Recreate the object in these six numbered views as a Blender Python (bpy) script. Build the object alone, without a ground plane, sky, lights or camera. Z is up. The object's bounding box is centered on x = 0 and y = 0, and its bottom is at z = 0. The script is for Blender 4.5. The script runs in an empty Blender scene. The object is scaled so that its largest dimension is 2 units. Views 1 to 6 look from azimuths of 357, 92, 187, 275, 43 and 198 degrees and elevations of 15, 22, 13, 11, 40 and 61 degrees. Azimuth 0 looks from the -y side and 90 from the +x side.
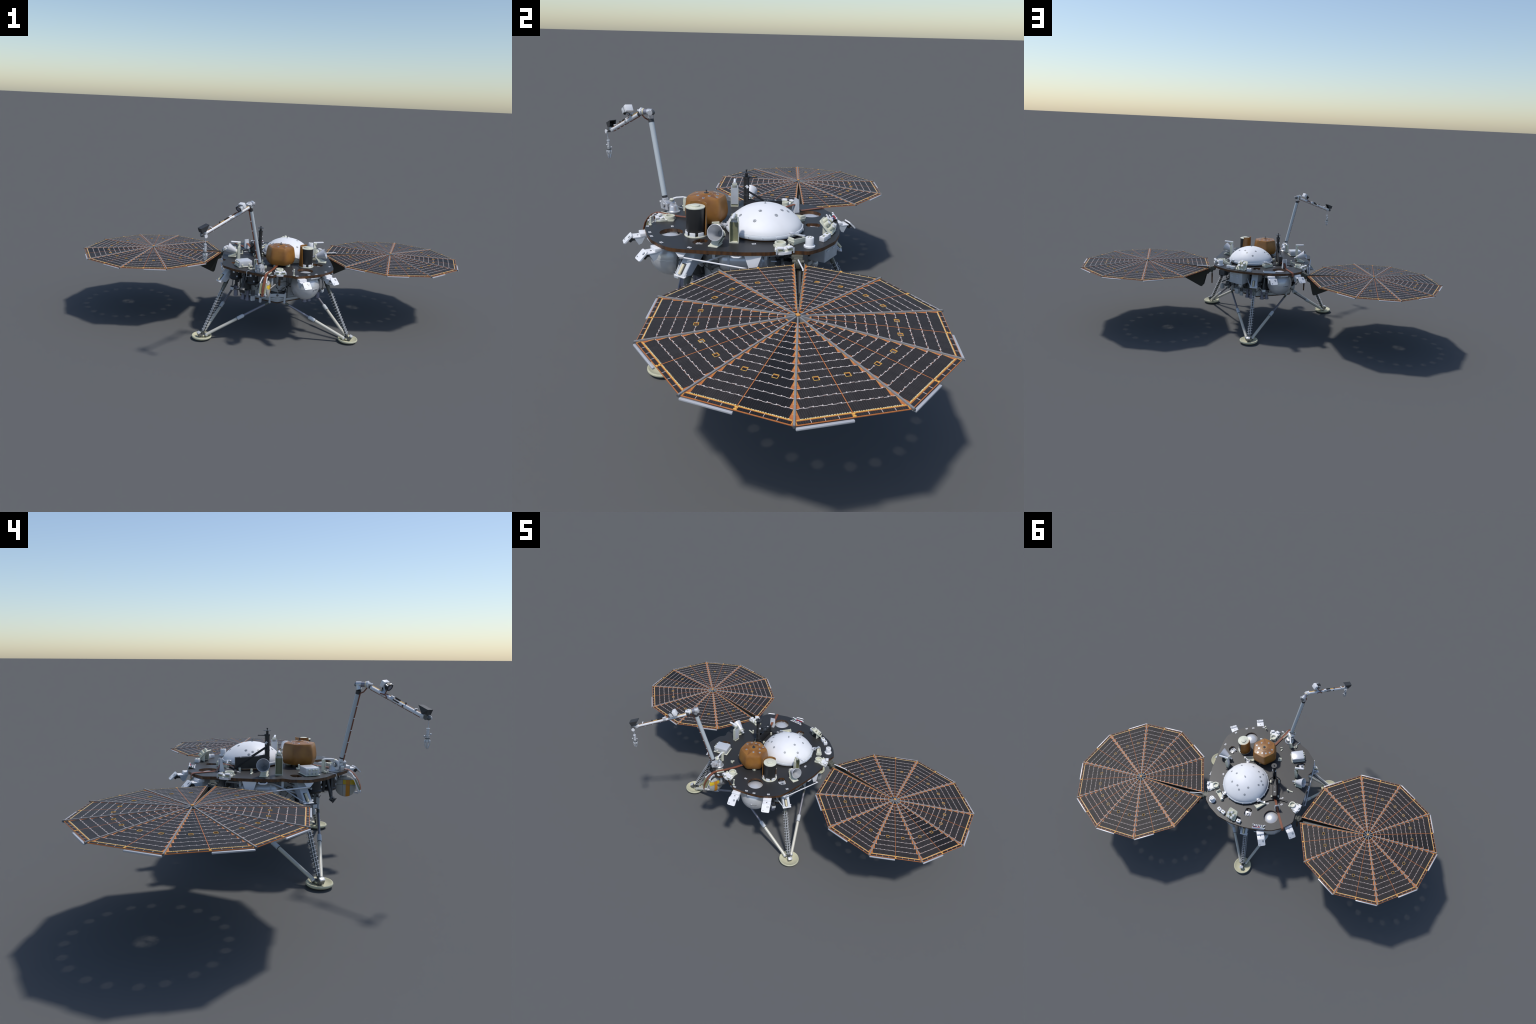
# Planetary lander on three legs with two round fan-folded solar arrays and a robotic arm.
import bpy, bmesh, math, random
from math import sin, cos, tan, pi, radians, hypot, atan2, sqrt
from mathutils import Vector as V, Matrix
from mathutils.geometry import delaunay_2d_cdt

rng = random.Random(11)
MATS = {}

# ------------------------------------------------------------------ materials
def lin(r, g, b):
    f = lambda c: (c / 255 / 12.92) if c <= 10 else ((c / 255 + 0.055) / 1.055) ** 2.4
    return (f(r), f(g), f(b), 1.0)

def material(name, col, rough=0.5, metal=0.0, vary=0.0, scale=40.0, dark=None, spec=0.5, stretch=(1, 1, 1), bump=0.0):
    m = bpy.data.materials.new(name)
    m.use_nodes = True
    nt = m.node_tree
    b = nt.nodes["Principled BSDF"]
    b.inputs["Base Color"].default_value = col
    b.inputs["Roughness"].default_value = rough
    b.inputs["Metallic"].default_value = metal
    b.inputs["Specular IOR Level"].default_value = spec
    if vary or dark or bump:
        tc = nt.nodes.new("ShaderNodeTexCoord")
        mp = nt.nodes.new("ShaderNodeMapping")
        mp.inputs["Scale"].default_value = stretch
        nz = nt.nodes.new("ShaderNodeTexNoise")
        nz.inputs["Scale"].default_value = scale
        nz.inputs["Detail"].default_value = 4
        nt.links.new(tc.outputs["Object"], mp.inputs["Vector"])
        nt.links.new(mp.outputs[0], nz.inputs["Vector"])
        rp = nt.nodes.new("ShaderNodeValToRGB")
        rp.color_ramp.elements[0].position = 0.33
        rp.color_ramp.elements[1].position = 0.67
        lo = dark or tuple(c * (1 - vary) for c in col[:3]) + (1,)
        hi = col if dark else tuple(min(1, c * (1 + vary)) for c in col[:3]) + (1,)
        rp.color_ramp.elements[0].color = lo
        rp.color_ramp.elements[1].color = hi
        nt.links.new(nz.outputs["Fac"], rp.inputs["Fac"])
        nt.links.new(rp.outputs[0], b.inputs["Base Color"])
        if bump:
            bp = nt.nodes.new("ShaderNodeBump")
            bp.inputs["Strength"].default_value = bump
            bp.inputs["Distance"].default_value = 0.002
            nt.links.new(nz.outputs["Fac"], bp.inputs["Height"])
            nt.links.new(bp.outputs[0], b.inputs["Normal"])
    MATS[name] = m
    return m

material("white_paint", (0.80, 0.80, 0.82, 1), 0.45, vary=0.03, scale=60)
material("cream_plastic", (0.66, 0.66, 0.54, 1), 0.5, vary=0.05, scale=70)
material("pad_cream", (0.59, 0.575, 0.41, 1), 0.55, vary=0.06, scale=50)
material("dome_white", (0.82, 0.82, 0.84, 1), 0.52, vary=0.02, scale=25)
material("deck_dark", (0.027, 0.027, 0.028, 1), 0.46, vary=0.06, scale=300, spec=0.55)
material("deck_edge", (0.12, 0.05, 0.014, 1), 0.45, dark=(0.035, 0.016, 0.008, 1), scale=95, stretch=(1, 1, 0.05))
material("kapton", (0.345, 0.152, 0.028, 1), 0.40, dark=(0.23, 0.094, 0.020, 1), scale=22, bump=0.15)
material("kapton_shade", (0.26, 0.104, 0.021, 1), 0.42, dark=(0.18, 0.070, 0.016, 1), scale=30, bump=0.1)  # kapton darkened to paint facet shading onto the crown corners
material("kapton_dark", (0.12, 0.05, 0.012, 1), 0.42, dark=(0.05, 0.022, 0.008, 1), scale=40)
material("ribbon_brown", (0.215, 0.070, 0.033, 1), 0.5, vary=0.10, scale=50)
material("black_satin", (0.022, 0.022, 0.023, 1), 0.45)
material("black_matt", (0.012, 0.012, 0.013, 1), 0.7)
material("charcoal", (0.040, 0.041, 0.044, 1), 0.5)
material("gun_metal", (0.13, 0.135, 0.14, 1), 0.4, 0.3, vary=0.15, scale=60)
material("hull_grey", (0.50, 0.52, 0.54, 1), 0.5, 0.1, vary=0.05, scale=30)
material("bracket_grey", (0.58, 0.61, 0.65, 1), 0.5, vary=0.05, scale=30)
material("silver", (0.62, 0.63, 0.65, 1), 0.33, 0.55, vary=0.08, scale=50)
material("tank_silver", (0.66, 0.67, 0.69, 1), 0.32, 0.4, vary=0.04, scale=30)  # base lightened for the white sky reflection on the sunlit tank tops
material("arm_tube", (0.50, 0.545, 0.57, 1), 0.42)
material("strut_cream", (0.63, 0.61, 0.54, 1), 0.4, 0.1)
material("strut_violet", (0.26, 0.26, 0.31, 1), 0.35, 0.35)
material("strut_dark", (0.085, 0.09, 0.088, 1), 0.45, 0.3)
material("sleeve_olive", (0.13, 0.135, 0.115, 1), 0.5)
material("nozzle_violet", (0.20, 0.20, 0.26, 1), 0.45, 0.25)
material("olive_dark", (0.030, 0.030, 0.024, 1), 0.55)
material("olive_bracket", (0.10, 0.10, 0.080, 1), 0.5)
material("pad_olive", (0.24, 0.245, 0.145, 1), 0.6)
material("horn_grey", (0.70, 0.70, 0.73, 1), 0.4, 0.1)
material("coil_white", (0.70, 0.71, 0.74, 1), 0.4, 0.15)
material("white_box", (0.68, 0.69, 0.72, 1), 0.28, 0.25)
material("spoke_grey", (0.26, 0.258, 0.26, 1), 0.55, 0.0, spec=0.3)
material("rim_bar", (0.52, 0.53, 0.56, 1), 0.4, 0.2)
material("film_orange", (0.57, 0.205, 0.070, 1), 0.45, dark=(0.47, 0.155, 0.048, 1), scale=60, spec=0.15)  # orange paled a little, specular sheen tinted into the base
material("line_yellow", (0.80, 0.47, 0.11, 1), 0.5, spec=0.15)
material("pad_gold", (0.70, 0.33, 0.09, 1), 0.5, spec=0.15)
material("wire_pale", (0.70, 0.62, 0.59, 1), 0.5, spec=0.2)
material("bolt_yellow", (0.70, 0.62, 0.42, 1), 0.45)
material("led_red", lin(170, 40, 45), 0.4)
material("led_blue", lin(40, 60, 165), 0.4)
material("led_green", lin(40, 130, 60), 0.4)

def cell_material(name, base, rough, spec):
    """Dark solar cells: thin seams along the array radius, each cell a hair lighter or darker."""
    m = bpy.data.materials.new(name)
    m.use_nodes = True
    nt = m.node_tree
    n, L = nt.nodes, nt.links
    b = n["Principled BSDF"]
    b.inputs["Roughness"].default_value = rough
    b.inputs["Specular IOR Level"].default_value = spec
    tc = n.new("ShaderNodeTexCoord")
    sx = n.new("ShaderNodeSeparateXYZ")
    L.new(tc.outputs["Object"], sx.inputs[0])
    def mth(op, a, bb=None):
        k = n.new("ShaderNodeMath"); k.operation = op
        for i, q in enumerate((a, bb)):
            if q is None: continue
            if isinstance(q, (int, float)): k.inputs[i].default_value = q
            else: L.new(q, k.inputs[i])
        return k.outputs[0]
    c = mth("DIVIDE", sx.outputs["Y"], 0.0088 / 2)
    fr = mth("FRACT", mth("ADD", c, 50.0))
    seam = mth("LESS_THAN", fr, 0.10)
    wn = n.new("ShaderNodeTexWhiteNoise"); wn.noise_dimensions = "2D"
    cb = n.new("ShaderNodeCombineXYZ")
    L.new(mth("FLOOR", mth("DIVIDE", sx.outputs["Y"], 0.0088)), cb.inputs[0])
    L.new(mth("FLOOR", mth("DIVIDE", sx.outputs["X"], 0.026)), cb.inputs[1])
    L.new(cb.outputs[0], wn.inputs["Vector"])
    mx = n.new("ShaderNodeMix"); mx.data_type = "RGBA"
    mx.inputs["A"].default_value = tuple(q * 0.88 for q in base) + (1,)
    mx.inputs["B"].default_value = tuple(q * 1.12 for q in base) + (1,)
    L.new(wn.outputs["Value"], mx.inputs["Factor"])
    m2 = n.new("ShaderNodeMix"); m2.data_type = "RGBA"
    L.new(seam, m2.inputs["Factor"])
    L.new(mx.outputs["Result"], m2.inputs["A"])
    m2.inputs["B"].default_value = tuple(min(1, q * 2.4) for q in base) + (1,)
    L.new(m2.outputs["Result"], b.inputs["Base Color"])
    MATS[name] = m

cell_material("solar_cell", (0.0345, 0.0310, 0.0312), 0.46, 0.10)  # base raised with low specular: part of the sun gloss is in the colour
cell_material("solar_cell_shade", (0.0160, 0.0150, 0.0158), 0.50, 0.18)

def spool_material():
    """White quilted spool: an orange stripe, a yellow cross band and dark seams."""
    m = bpy.data.materials.new("spool_quilt"); m.use_nodes = True
    n, L = m.node_tree.nodes, m.node_tree.links
    b = n["Principled BSDF"]; b.inputs["Roughness"].default_value = 0.55
    tc = n.new("ShaderNodeTexCoord"); sx = n.new("ShaderNodeSeparateXYZ")
    L.new(tc.outputs["Object"], sx.inputs[0])
    def mth(op, a, bb=None, cc=None):
        k = n.new("ShaderNodeMath"); k.operation = op
        for i, q in enumerate((a, bb, cc)):
            if q is None: continue
            if isinstance(q, (int, float)): k.inputs[i].default_value = q
            else: L.new(q, k.inputs[i])
        return k.outputs[0]
    Y, Z = sx.outputs["Y"], sx.outputs["Z"]
    stripe = mth("COMPARE", Y, -0.009, 0.0078)
    stripe = mth("MULTIPLY", stripe, mth("LESS_THAN", Z, 0.0275))
    band = mth("MULTIPLY", mth("COMPARE", Z, 0.0175, 0.0088), mth("COMPARE", Y, -0.014, 0.0245))
    seams = mth("MAXIMUM", mth("COMPARE", Z, 0.007, 0.0007), mth("MAXIMUM", mth("COMPARE", Y, 0.0105, 0.0006), mth("COMPARE", Z, 0.027, 0.0007)))
    seams = mth("MAXIMUM", seams, mth("COMPARE", Y, -0.0172, 0.0005))
    nz = n.new("ShaderNodeTexNoise"); nz.inputs["Scale"].default_value = 60
    L.new(tc.outputs["Object"], nz.inputs["Vector"])
    rp = n.new("ShaderNodeValToRGB")
    rp.color_ramp.elements[0].color = (0.38, 0.38, 0.35, 1)
    rp.color_ramp.elements[1].color = (0.49, 0.49, 0.47, 1)
    L.new(nz.outputs["Fac"], rp.inputs["Fac"])
    cur = rp.outputs[0]
    for fac, col in ((band, (0.66, 0.45, 0.02, 1)), (stripe, (0.62, 0.25, 0.015, 1)), (seams, (0.13, 0.13, 0.12, 1))):
        k = n.new("ShaderNodeMix"); k.data_type = "RGBA"
        L.new(fac, k.inputs["Factor"]); L.new(cur, k.inputs["A"]); k.inputs["B"].default_value = col
        cur = k.outputs["Result"]
    L.new(cur, b.inputs["Base Color"])
    MATS["spool_quilt"] = m
spool_material()

# ------------------------------------------------------------------ mesh building
def frame(z, x=None):
    """Rotation whose local Z is z and local X is as near x as it can be."""
    z = V(z).normalized()
    x = V(x) if x is not None else (V((0, 0, 1)) if abs(z.z) < 0.9 else V((1, 0, 0)))
    x = (x - z * x.dot(z)).normalized()
    y = z.cross(x)
    return Matrix((x, y, z)).transposed()

class Part:
    def __init__(self):
        self.v, self.f, self.m, self.names = [], [], [], []

    def mi(self, name):
        if name not in self.names: self.names.append(name)
        return self.names.index(name)

    def add(self, verts, faces, mat):
        o = len(self.v)
        self.v += [V(p) for p in verts]
        for i, f in enumerate(faces):
            self.f.append([o + k for k in f])
            self.m.append(self.mi(mat[i] if isinstance(mat, list) else mat))

    def box(self, c, size, mat, rot=None, bevel=0.0, taper=(1, 1)):
        """Box with centre c; taper scales its top in x and y."""
        bm = bmesh.new()
        bmesh.ops.create_cube(bm, size=1)
        for q in bm.verts:
            k = taper if q.co.z > 0 else (1, 1)
            q.co = V((q.co.x * size[0] * k[0], q.co.y * size[1] * k[1], q.co.z * size[2]))
        if bevel:
            bmesh.ops.bevel(bm, geom=bm.edges[:], offset=bevel, segments=2, profile=0.5, affect="EDGES")
        R = rot if rot is not None else Matrix.Identity(3)
        bm.verts.index_update()
        self.add([R @ q.co + V(c) for q in bm.verts], [[q.index for q in f.verts] for f in bm.faces], mat)
        bm.free()

    def cyl(self, p0, p1, r0, mat, r1=None, n=16):
        p0, p1 = V(p0), V(p1)
        r1 = r0 if r1 is None else r1
        R = frame(p1 - p0)
        vs = [p + R @ V((r * cos(2 * pi * i / n), r * sin(2 * pi * i / n), 0)) for p, r in ((p0, r0), (p1, r1)) for i in range(n)]
        fs = [[i, (i + 1) % n, n + (i + 1) % n, n + i] for i in range(n)]
        self.add(vs, fs + [list(range(n))[::-1], list(range(n, 2 * n))], mat)

    def lathe(self, prof, c, mat, axis=(0, 0, 1), n=32, radius=None, x=None, span=None):
        """Turn (radius, height) points about an axis; radius(angle) may reshape the section."""
        R = frame(axis, x); c = V(c)
        full = span is None
        a0, a1 = (0, 2 * pi) if full else span
        cols = n if full else n + 1
        vs, rows = [], []
        for r, h in prof:
            if r < 1e-6:
                rows.append([len(vs)] * cols); vs.append(c + R @ V((0, 0, h)))
            else:
                row = []
                for i in range(cols):
                    a = a0 + (a1 - a0) * i / n
                    k = radius(a) if radius else 1
                    row.append(len(vs)); vs.append(c + R @ V((r * k * cos(a), r * k * sin(a), h)))
                rows.append(row)
        fs, ms = [], []
        for j in range(len(prof) - 1):
            for i in range(n):
                q = (i + 1) % cols
                f = [rows[j][i], rows[j][q], rows[j + 1][q], rows[j + 1][i]]
                f = [k for t, k in enumerate(f) if k not in f[:t]]
                if len(f) > 2:
                    fs.append(f); ms.append(mat[j] if isinstance(mat, list) else mat)
        self.add(vs, fs, ms)

    def ball(self, c, r, mat, n=20, squash=1.0):
        k = n // 2
        self.lathe([(r * sin(pi * j / k), -r * squash * cos(pi * j / k)) for j in range(k + 1)], c, mat, n=n)

    def prism(self, outline, z0, z1, top, side, holes=(), M=None, bottom=None):
        M = M or Matrix.Identity(4)
        loops = [list(outline)] + [list(h) for h in holes]
        pts, edges, fl = [], [], []
        for lp in loops:
            o = len(pts)
            pts += [V((p[0], p[1])) for p in lp]
            edges += [(o + i, o + (i + 1) % len(lp)) for i in range(len(lp))]
            fl.append(list(range(o, o + len(lp))))
        out = delaunay_2d_cdt(pts, [], fl, 5 if holes else 1, 1e-7)
        vv, ff = out[0], out[2]
        n = len(vv)
        self.add([M @ V((p.x, p.y, z1)) for p in vv] + [M @ V((p.x, p.y, z0)) for p in vv],
                 [list(f) for f in ff] + [[n + k for k in reversed(f)] for f in ff],
                 [top] * len(ff) + [bottom or side] * len(ff))
        for j, lp in enumerate(loops):
            m = len(lp)
            area = sum(lp[i][0] * lp[(i + 1) % m][1] - lp[(i + 1) % m][0] * lp[i][1] for i in range(m))
            vs = [M @ V((p[0], p[1], z)) for z in (z0, z1) for p in lp]
            fs = [[i, (i + 1) % m, m + (i + 1) % m, m + i] for i in range(m)]
            if (area > 0) == (j > 0): fs = [f[::-1] for f in fs]
            self.add(vs, fs, side)

    def plate(self, pts, thick, mat):
        """Flat polygon given in space, thickened along the vector thick (centred)."""
        t = V(thick) / 2; n = len(pts)
        vs = [V(p) + t for p in pts] + [V(p) - t for p in pts]
        nrm = (V(pts[1]) - V(pts[0])).cross(V(pts[2]) - V(pts[1]))
        fs = [list(range(n)), list(range(n, 2 * n))[::-1]] + [[n + i, n + (i + 1) % n, (i + 1) % n, i] for i in range(n)]
        if nrm.dot(t) < 0: fs = [f[::-1] for f in fs]
        self.add(vs, fs, mat)

    def hexa(self, a, b, mat):
        """Solid between two quads a and b."""
        self.add([V(p) for p in a] + [V(p) for p in b], [[3, 2, 1, 0], [4, 5, 6, 7]] + [[i, (i + 1) % 4, 4 + (i + 1) % 4, 4 + i] for i in range(4)], mat)

    def tube(self, pts, r, mat, n=8, close=False):
        pts = [V(p) for p in pts]; N = len(pts); vs = []
        x = None
        for i, p in enumerate(pts):
            a, b = (pts[i - 1], pts[(i + 1) % N]) if close else (pts[max(i - 1, 0)], pts[min(i + 1, N - 1)])
            R = frame(b - a, x); x = R.col[0]
            vs += [p + R @ V((r * cos(2 * pi * k / n), r * sin(2 * pi * k / n), 0)) for k in range(n)]
        fs = [[i * n + k, i * n + (k + 1) % n, (i + 1) % N * n + (k + 1) % n, (i + 1) % N * n + k] for i in range(N if close else N - 1) for k in range(n)]
        if not close: fs += [list(range(n))[::-1], list(range((N - 1) * n, N * n))]
        self.add(vs, fs, mat)

    def strap(self, pts, side, width, thick, mat):
        """Flat band along pts; side is its width direction."""
        pts = [V(p) for p in pts]; N = len(pts); vs = []
        for i, p in enumerate(pts):
            t = (pts[min(i + 1, N - 1)] - pts[max(i - 1, 0)]).normalized()
            s = (V(side) - t * t.dot(V(side))).normalized(); u = s.cross(t)
            vs += [p + s * (a * width / 2) + u * (b * thick / 2) for a, b in ((-1, -1), (1, -1), (1, 1), (-1, 1))]
        fs = [[i * 4 + k, i * 4 + (k + 1) % 4, i * 4 + 4 + (k + 1) % 4, i * 4 + 4 + k] for i in range(N - 1) for k in range(4)]
        self.add(vs, fs + [[3, 2, 1, 0], [N * 4 - 4 + k for k in range(4)]], mat)

    def mesh(self, name, smooth=38):
        me = bpy.data.meshes.new(name)
        me.from_pydata(self.v, [], self.f)
        for q in self.names: me.materials.append(MATS[q])
        me.polygons.foreach_set("material_index", self.m)
        me.polygons.foreach_set("use_smooth", [True] * len(self.f))
        me.update()
        bm = bmesh.new(); bm.from_mesh(me)
        bmesh.ops.recalc_face_normals(bm, faces=bm.faces[:])
        bm.to_mesh(me); bm.free()
        me.set_sharp_from_angle(angle=radians(smooth))
        return me

def put(name, data, parent, M=None, kind=None):
    me = data.mesh(name) if isinstance(data, Part) else data
    o = bpy.data.objects.new(name, me)
    bpy.context.scene.collection.objects.link(o)
    o.parent = parent
    if M is not None: o.matrix_local = M
    if kind: o["kind"] = kind
    return o

def rounded(pts, r, seg=4):
    """Round the corners of a 2D polygon."""
    out, n = [], len(pts)
    for i in range(n):
        p, a, b = V(pts[i]), V(pts[i - 1]), V(pts[(i + 1) % n])
        d0, d1 = (a - p), (b - p)
        k = min(r, d0.length * 0.45, d1.length * 0.45)
        s, e = p + d0.normalized() * k, p + d1.normalized() * k
        for j in range(seg + 1):
            t = j / seg
            out.append(tuple(s * (1 - t) ** 2 + p * 2 * t * (1 - t) + e * t * t))
    return out

def circle(c, r, n=40):
    return [(c[0] + r * cos(2 * pi * i / n), c[1] + r * sin(2 * pi * i / n)) for i in range(n)]

def turn(a, c=(0, 0, 0)):
    return Matrix.Translation(V(c)) @ Matrix.Rotation(a, 4, "Z")

CORE = V((0, 0.0125, 0))          # centre of the three-fold body
DECK = 0.3555                     # deck top
LOW = 0.3445                      # deck underside

lander = bpy.data.objects.new("planetary_lander", None)
bpy.context.scene.collection.objects.link(lander)
lander["label"] = "three-legged planetary lander with two round solar arrays and robotic arm"
lander["category"] = "space lander"

# ------------------------------------------------------------------ deck
half = [(0.070, -0.302), (0.112, -0.289), (0.155, -0.272), (0.198, -0.250), (0.236, -0.214), (0.259, -0.182), (0.2665, -0.145),
        (0.271, -0.070), (0.2725, 0.040), (0.263, 0.112), (0.243, 0.160), (0.2445, 0.226), (0.208, 0.265), (0.147, 0.305), (0.075, 0.323), (0.0, 0.328)]
left = [(-0.075, 0.3225), (-0.149, 0.307), (-0.201, 0.277), (-0.243, 0.233), (-0.242, 0.168), (-0.261, 0.114), (-0.267, 0.030), (-0.263, -0.036),
        (-0.246, -0.056), (-0.265, -0.085), (-0.261, -0.155), (-0.206, -0.212), (-0.141, -0.248), (-0.075, -0.289), (-0.048, -0.302), (-0.033, -0.297), (-0.020, -0.277), (0.014, -0.279), (0.054, -0.289)]
outline = rounded(half + left, 0.010, 3)
HOLES = [((0.123, -0.204), 0.0365), ((-0.1235, 0.234), 0.0375)]
SLOTS = [radians(-30), radians(90), radians(210)]
def slot_shape(a):
    d = V((cos(a), sin(a))); s = V((-d.y, d.x)); c = V((CORE.x, CORE.y)) + d * 0.229
    pts = [(-0.025, -0.007), (-0.019, -0.016), (0.004, -0.0195), (0.014, -0.0185), (0.023, -0.009), (0.023, 0.009), (0.014, 0.0185), (0.004, 0.0195), (-0.019, 0.016), (-0.025, 0.007)]
    return [tuple(c + d * p[0] + s * p[1]) for p in pts]
p = Part()
p.prism(outline, LOW, DECK, "deck_dark", "deck_edge", [circle(c, r) for c, r in HOLES] + [slot_shape(a) for a in SLOTS], bottom="gun_metal")
deck = put("deck", p, lander)

# white square target marks on the deck
p = Part()
def target_mark(p, c, a, z=DECK, s=0.0056):
    R = Matrix.Rotation(a, 3, "Z")
    p.box((c[0], c[1], z + 0.0004), (s * 2.1, s * 1.35, 0.0012), "white_paint", R)
    p.box((c[0], c[1], z + 0.0009), (s * 1.3, s * 0.8, 0.0010), "gun_metal", R)
    p.box((c[0], c[1], z + 0.0013), (s * 0.35, s * 0.8, 0.0010), "white_paint", R)
for c in ((0.075, -0.291), (0.167, -0.256), (0.218, -0.214), (0.251, -0.124), (-0.039, -0.291), (0.067, -0.213), (0.132, -0.270), (-0.158, 0.150), (-0.140, 0.120), (-0.152, 0.113), (-0.085, 0.165), (0.2, 0.06)):
    target_mark(p, c, atan2(c[1], c[0]) + pi / 2)
put("target_mark", p, deck, kind="stuff")

# pale fittings seen down in the three slots
for a in SLOTS:
    p = Part()
    d = V((cos(a), sin(a), 0)); c = V((0, 0.0125, 0)) + d * 0.229
    X = frame((0, 0, 1), d)
    n = (V((0, 0, 1)) + d * 0.25).normalized(); F = frame(n, d)
    q = c + d * 0.006 + V((0, 0, 0.345))
    p.box(q - n * 0.003, (0.030, 0.036, 0.004), "white_box", F, 0.0015)
    p.lathe([(0.0050, 0), (0.0105, 0), (0.0105, 0.0035), (0.0085, 0.0045), (0.0050, 0.0040), (0.0050, 0)], q - n * 0.001, "silver", axis=n, n=24)
    p.cyl(q - n * 0.001, q + n * 0.0004, 0.005, "gun_metal", n=16)
    p.cyl(c - d * 0.016 + V((0, 0, 0.326)), c - d * 0.016 + V((0, 0, 0.346)), 0.0085, "charcoal")
    p.box(c - d * 0.004 + V((0, 0, 0.3275)), (0.050, 0.040, 0.003), "gun_metal", X)
    put("slot_fitting", p, lander)

# ------------------------------------------------------------------ hull below the deck
p = Part()
HR = 0.1985
hexa = [(HR * sin(radians(60 * i)), 0.0125 - HR * cos(radians(60 * i))) for i in range(6)]
def hull_r(a):      # distance from the core to the hull wall in direction a
    t = (a + pi / 2) % (pi / 3) - pi / 6
    return HR * cos(pi / 6) / cos(t)
bot = rounded(hexa, 0.012, 3); n = len(bot)
lv = [(0.1895, 1.0), (LOW - 0.001, 1.0)]
vs = [V((x * k, 0.0125 + (y - 0.0125) * k, z)) for z, k in lv for x, y in bot]
p.add(vs, [[j * n + i, j * n + (i + 1) % n, (j + 1) * n + (i + 1) % n, (j + 1) * n + i] for j in range(len(lv) - 1) for i in range(n)] + [list(range(n))[::-1], list(range((len(lv) - 1) * n, len(lv) * n))], "hull_grey")
hull = put("hull", p, lander)
p = Part()
p.prism([(x * 1.012, 0.0125 + (y - 0.0125) * 1.012) for x, y in hexa], 0.1850, 0.1890, "kapton_dark", "kapton_dark")
put("heat_shield", p, lander)
p = Part()
for i in range(6):   # seams and upper flange around the hull
    a, b = V(hexa[i]), V(hexa[(i + 1) % 6])
    C2 = V((0, 0.0125))
    for z, k in ((0.212, 1.0), (0.268, 1.0), (0.325, 1.0)):
        p.cyl((*(C2 + (a.lerp(b, 0.04) - C2) * k), z), (*(C2 + (a.lerp(b, 0.96) - C2) * k), z), 0.0022, "bracket_grey", n=8)
    for t in (0.25, 0.5, 0.75):
        q = a.lerp(b, t)
        p.cyl((*q, 0.212), (*q, 0.34), 0.0018, "gun_metal", n=6)
put("hull_rail", p, hull, kind="stuff")

# two round propellant tanks showing through the deck holes
for (c, _), ctr in zip(HOLES, ((0.1265, -0.2065, 0.2850), (-0.1260, 0.2345, 0.2855))):
    p = Part()
    ctr = V(ctr)
    p.ball(ctr, 0.0665, "tank_silver", n=56)
    out = V((ctr.x, ctr.y - 0.0125, 0)).normalized()
    p.lathe([(0.0665, -0.002), (0.0671, 0), (0.0665, 0.002)], ctr, "tank_silver", n=48)
    q = ctr + out * 0.0655 + V((0, 0, -0.002))
    p.cyl(ctr + out * 0.06, q + out * 0.004, 0.004, "silver", n=10)
    s = V((-out.y, out.x, 0))
    p.tube([q + out * 0.002, q + s * 0.018 + V((0, 0, -0.0015)), ctr + (out + s * 1.0).normalized() * 0.0645 + V((0, 0, -0.004)), ctr + s * 0.068 + V((0, 0, 0.002)), ctr + s * 0.088 - out * 0.03 + V((0, 0, 0.012))], 0.0012, "gun_metal", n=6)
    # boxed nubs at the top where the tank hangs from the deck
    for k in (-1, 1):
        b = ctr + out * 0.045 + s * (0.014 * k) + V((0, 0, 0.055))
        p.box(b, (0.016, 0.02, 0.012), "white_paint", frame((0, 0, 1), out), 0.002)
    p.box(ctr + out * 0.064 + V((0, 0, 0.054)), (0.010, 0.042, 0.006), "white_paint", frame((0, 0, 1), out), 0.0015)
    put("propellant_tank", p, lander)

# ------------------------------------------------------------------ legs (built along +y, then turned)
def leg_matrix(k): return turn(radians(120 * k), CORE)
foot_d = 0.4095
strut_foot = V((0, 0.4075, 0.020)); strut_top = V((0, 0.2470, 0.338))
def on_leg(z): return strut_foot.lerp(strut_top, (z - strut_foot.z) / (strut_top.z - strut_foot.z))

leg_p = Part()
leg_p.cyl(strut_foot, on_leg(0.236), 0.0062, "strut_dark", n=18)
leg_p.cyl(on_leg(0.226), on_leg(0.245), 0.0085, "sleeve_olive", n=18)
leg_p.cyl(on_leg(0.243), on_leg(0.342), 0.0098, "sleeve_olive", n=18)
leg_p.cyl(on_leg(0.262), on_leg(0.267), 0.0108, "strut_dark", n=18)
leg_mesh = leg_p.mesh("leg")

spring_p = Part()
axis = (strut_top - strut_foot).normalized(); Rl = frame(axis, (1, 0, 0))
turns, steps, za, zb = 16, 16 * 14, 0.040, 0.228
pts = []
for i in range(steps + 1):
    t = i / steps; a = 2 * pi * turns * t
    pts.append(on_leg(za + (zb - za) * t) + Rl @ V((0.0124 * cos(a), 0.0124 * sin(a), 0)))
spring_p.tube(pts, 0.0008, "coil_white", n=6)
for k in (-1, 1):
    off = Rl @ V((0.0048 * k, 0.0, 0)) + V((0, 0.0052, 0.0022))
    spring_p.cyl(on_leg(0.034) + off, on_leg(0.243) + off, 0.0012, "coil_white", n=8)
spring_mesh = spring_p.mesh("leg_spring")

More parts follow.
